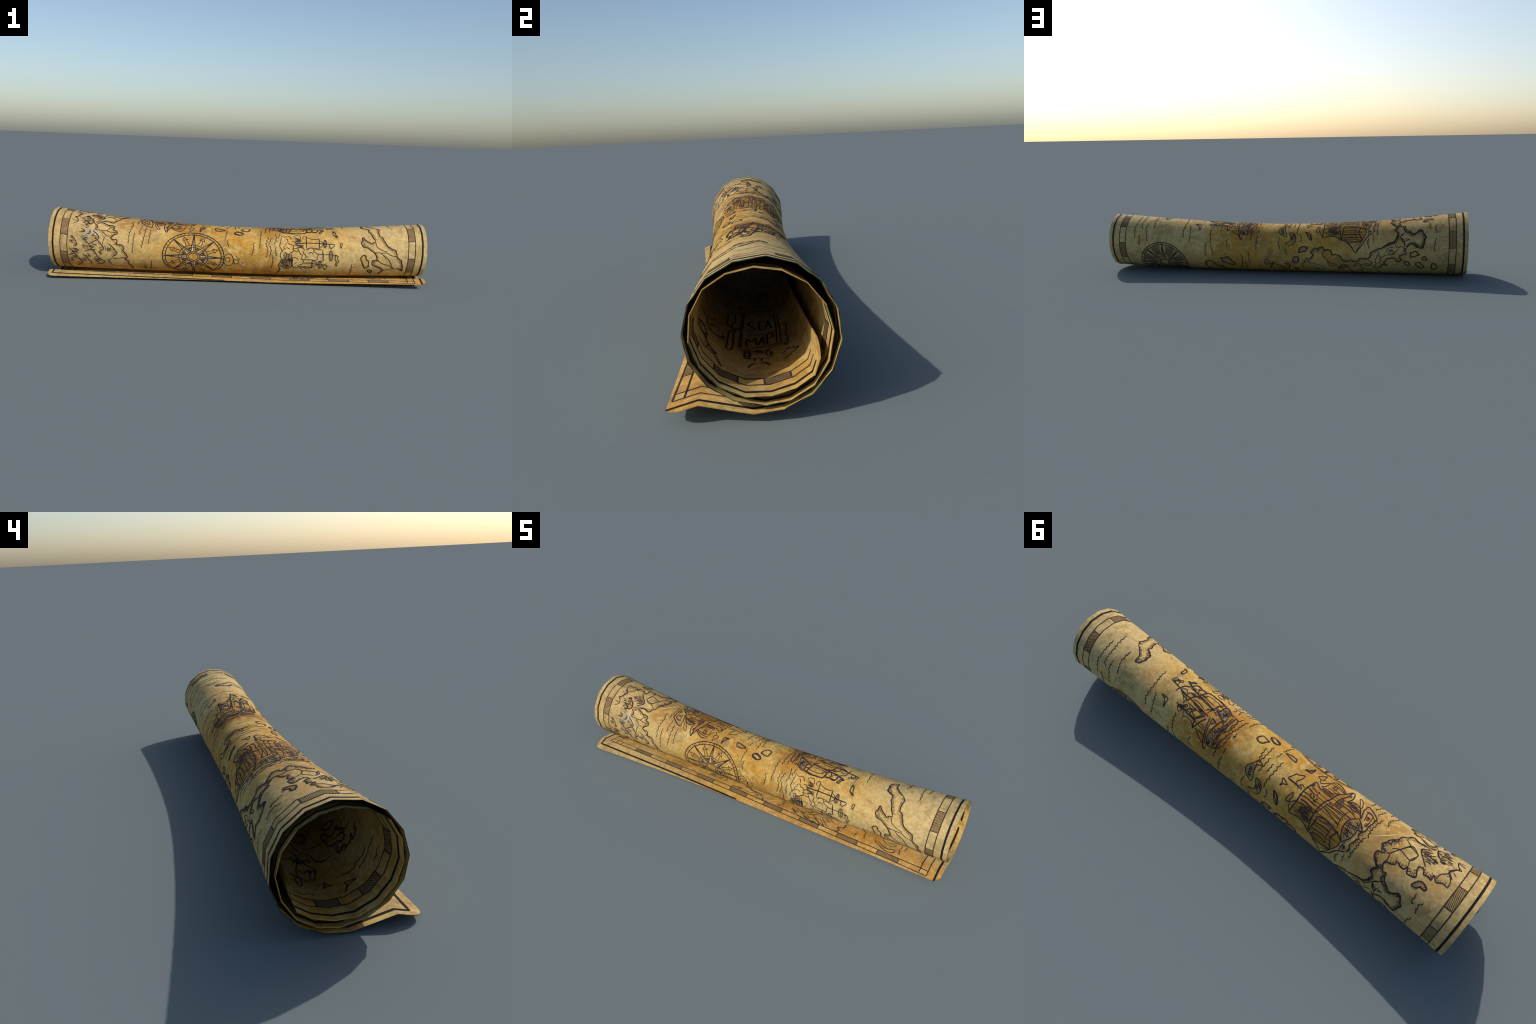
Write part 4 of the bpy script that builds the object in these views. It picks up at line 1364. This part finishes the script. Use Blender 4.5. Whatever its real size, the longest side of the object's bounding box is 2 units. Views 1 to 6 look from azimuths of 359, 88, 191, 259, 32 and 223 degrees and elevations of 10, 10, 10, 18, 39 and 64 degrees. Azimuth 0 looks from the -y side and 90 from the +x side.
d = Drawing("sailing_ship", "in")
d.line((-.596, 1.983), (-.614, 1.968), (-.663, 1.969), (-.735, 1.993), (-.771, 1.997))
d.line((-.553, 1.964), (-.611, 1.952), (-.642, 1.930), (-.679, 1.925), (-.700, 1.914), (-.701, 1.898))
d.line((-.685, 1.990), (-.654, 1.967), (-.670, 1.959), (-.670, 1.937))
d.line((-.690, 1.976), (-.678, 1.958), (-.705, 1.954), (-.736, 1.938), (-.794, 1.958), (-.783, 1.967))
d.line((-.726, 1.987), (-.748, 1.980), (-.750, 1.974), (-.731, 1.960), (-.752, 1.958), (-.783, 1.967))
d.thick((-.757, 2.020), (-.779, 1.999), (-.806, 1.968))
d.closed((-.793, 2.009), (-.783, 1.996), (-.820, 1.998), (-.832, 2.008))
d.line((-.656, 2.009), (-.658, 1.998), (-.650, 1.985))
d.tuft((-.689, 1.972), (-.656, 1.975))
d.tuft((-.697, 1.952), (-.662, 1.957))
d.tuft((-.755, 1.951), (-.726, 1.953))

d = Drawing("wave_line", "in")
d.wave((-.604, 1.936), (-.609, 1.910), (-.618, 1.883))
d.wave((-.679, 1.925), (-.702, 1.910), (-.700, 1.883))
d.wave((-.802, 1.786), (-.813, 1.809), (-.814, 1.841), (-.821, 1.859), (-.815, 1.887))
d.wave((-.832, 1.753), (-.830, 1.791), (-.838, 1.829), (-.841, 1.843))
d.wave((-.870, 1.767), (-.876, 1.788), (-.875, 1.806))
d.wave((-.876, 2.037), (-.875, 2.007), (-.873, 1.981))
d.wave((.260, 1.778), (.251, 1.813), (.203, 1.859))
d.wave((.088, 1.808), (.119, 1.863), (.096, 1.902))
d.wave((.072, 1.870), (.076, 1.917))
d.wave((.483, 1.788), (.500, 1.817), (.480, 1.842))

d = Drawing("sea_bird", "in")
d.closed((-.812, 1.940), (-.827, 1.935), (-.839, 1.924), (-.838, 1.939), (-.846, 1.950), (-.830, 1.942))

d = Drawing("sea_bird", "in")
d.closed((-.850, 1.895), (-.856, 1.879), (-.864, 1.866), (-.868, 1.890), (-.891, 1.909), (-.866, 1.894))


for d in DRAWINGS:
    d.finish()
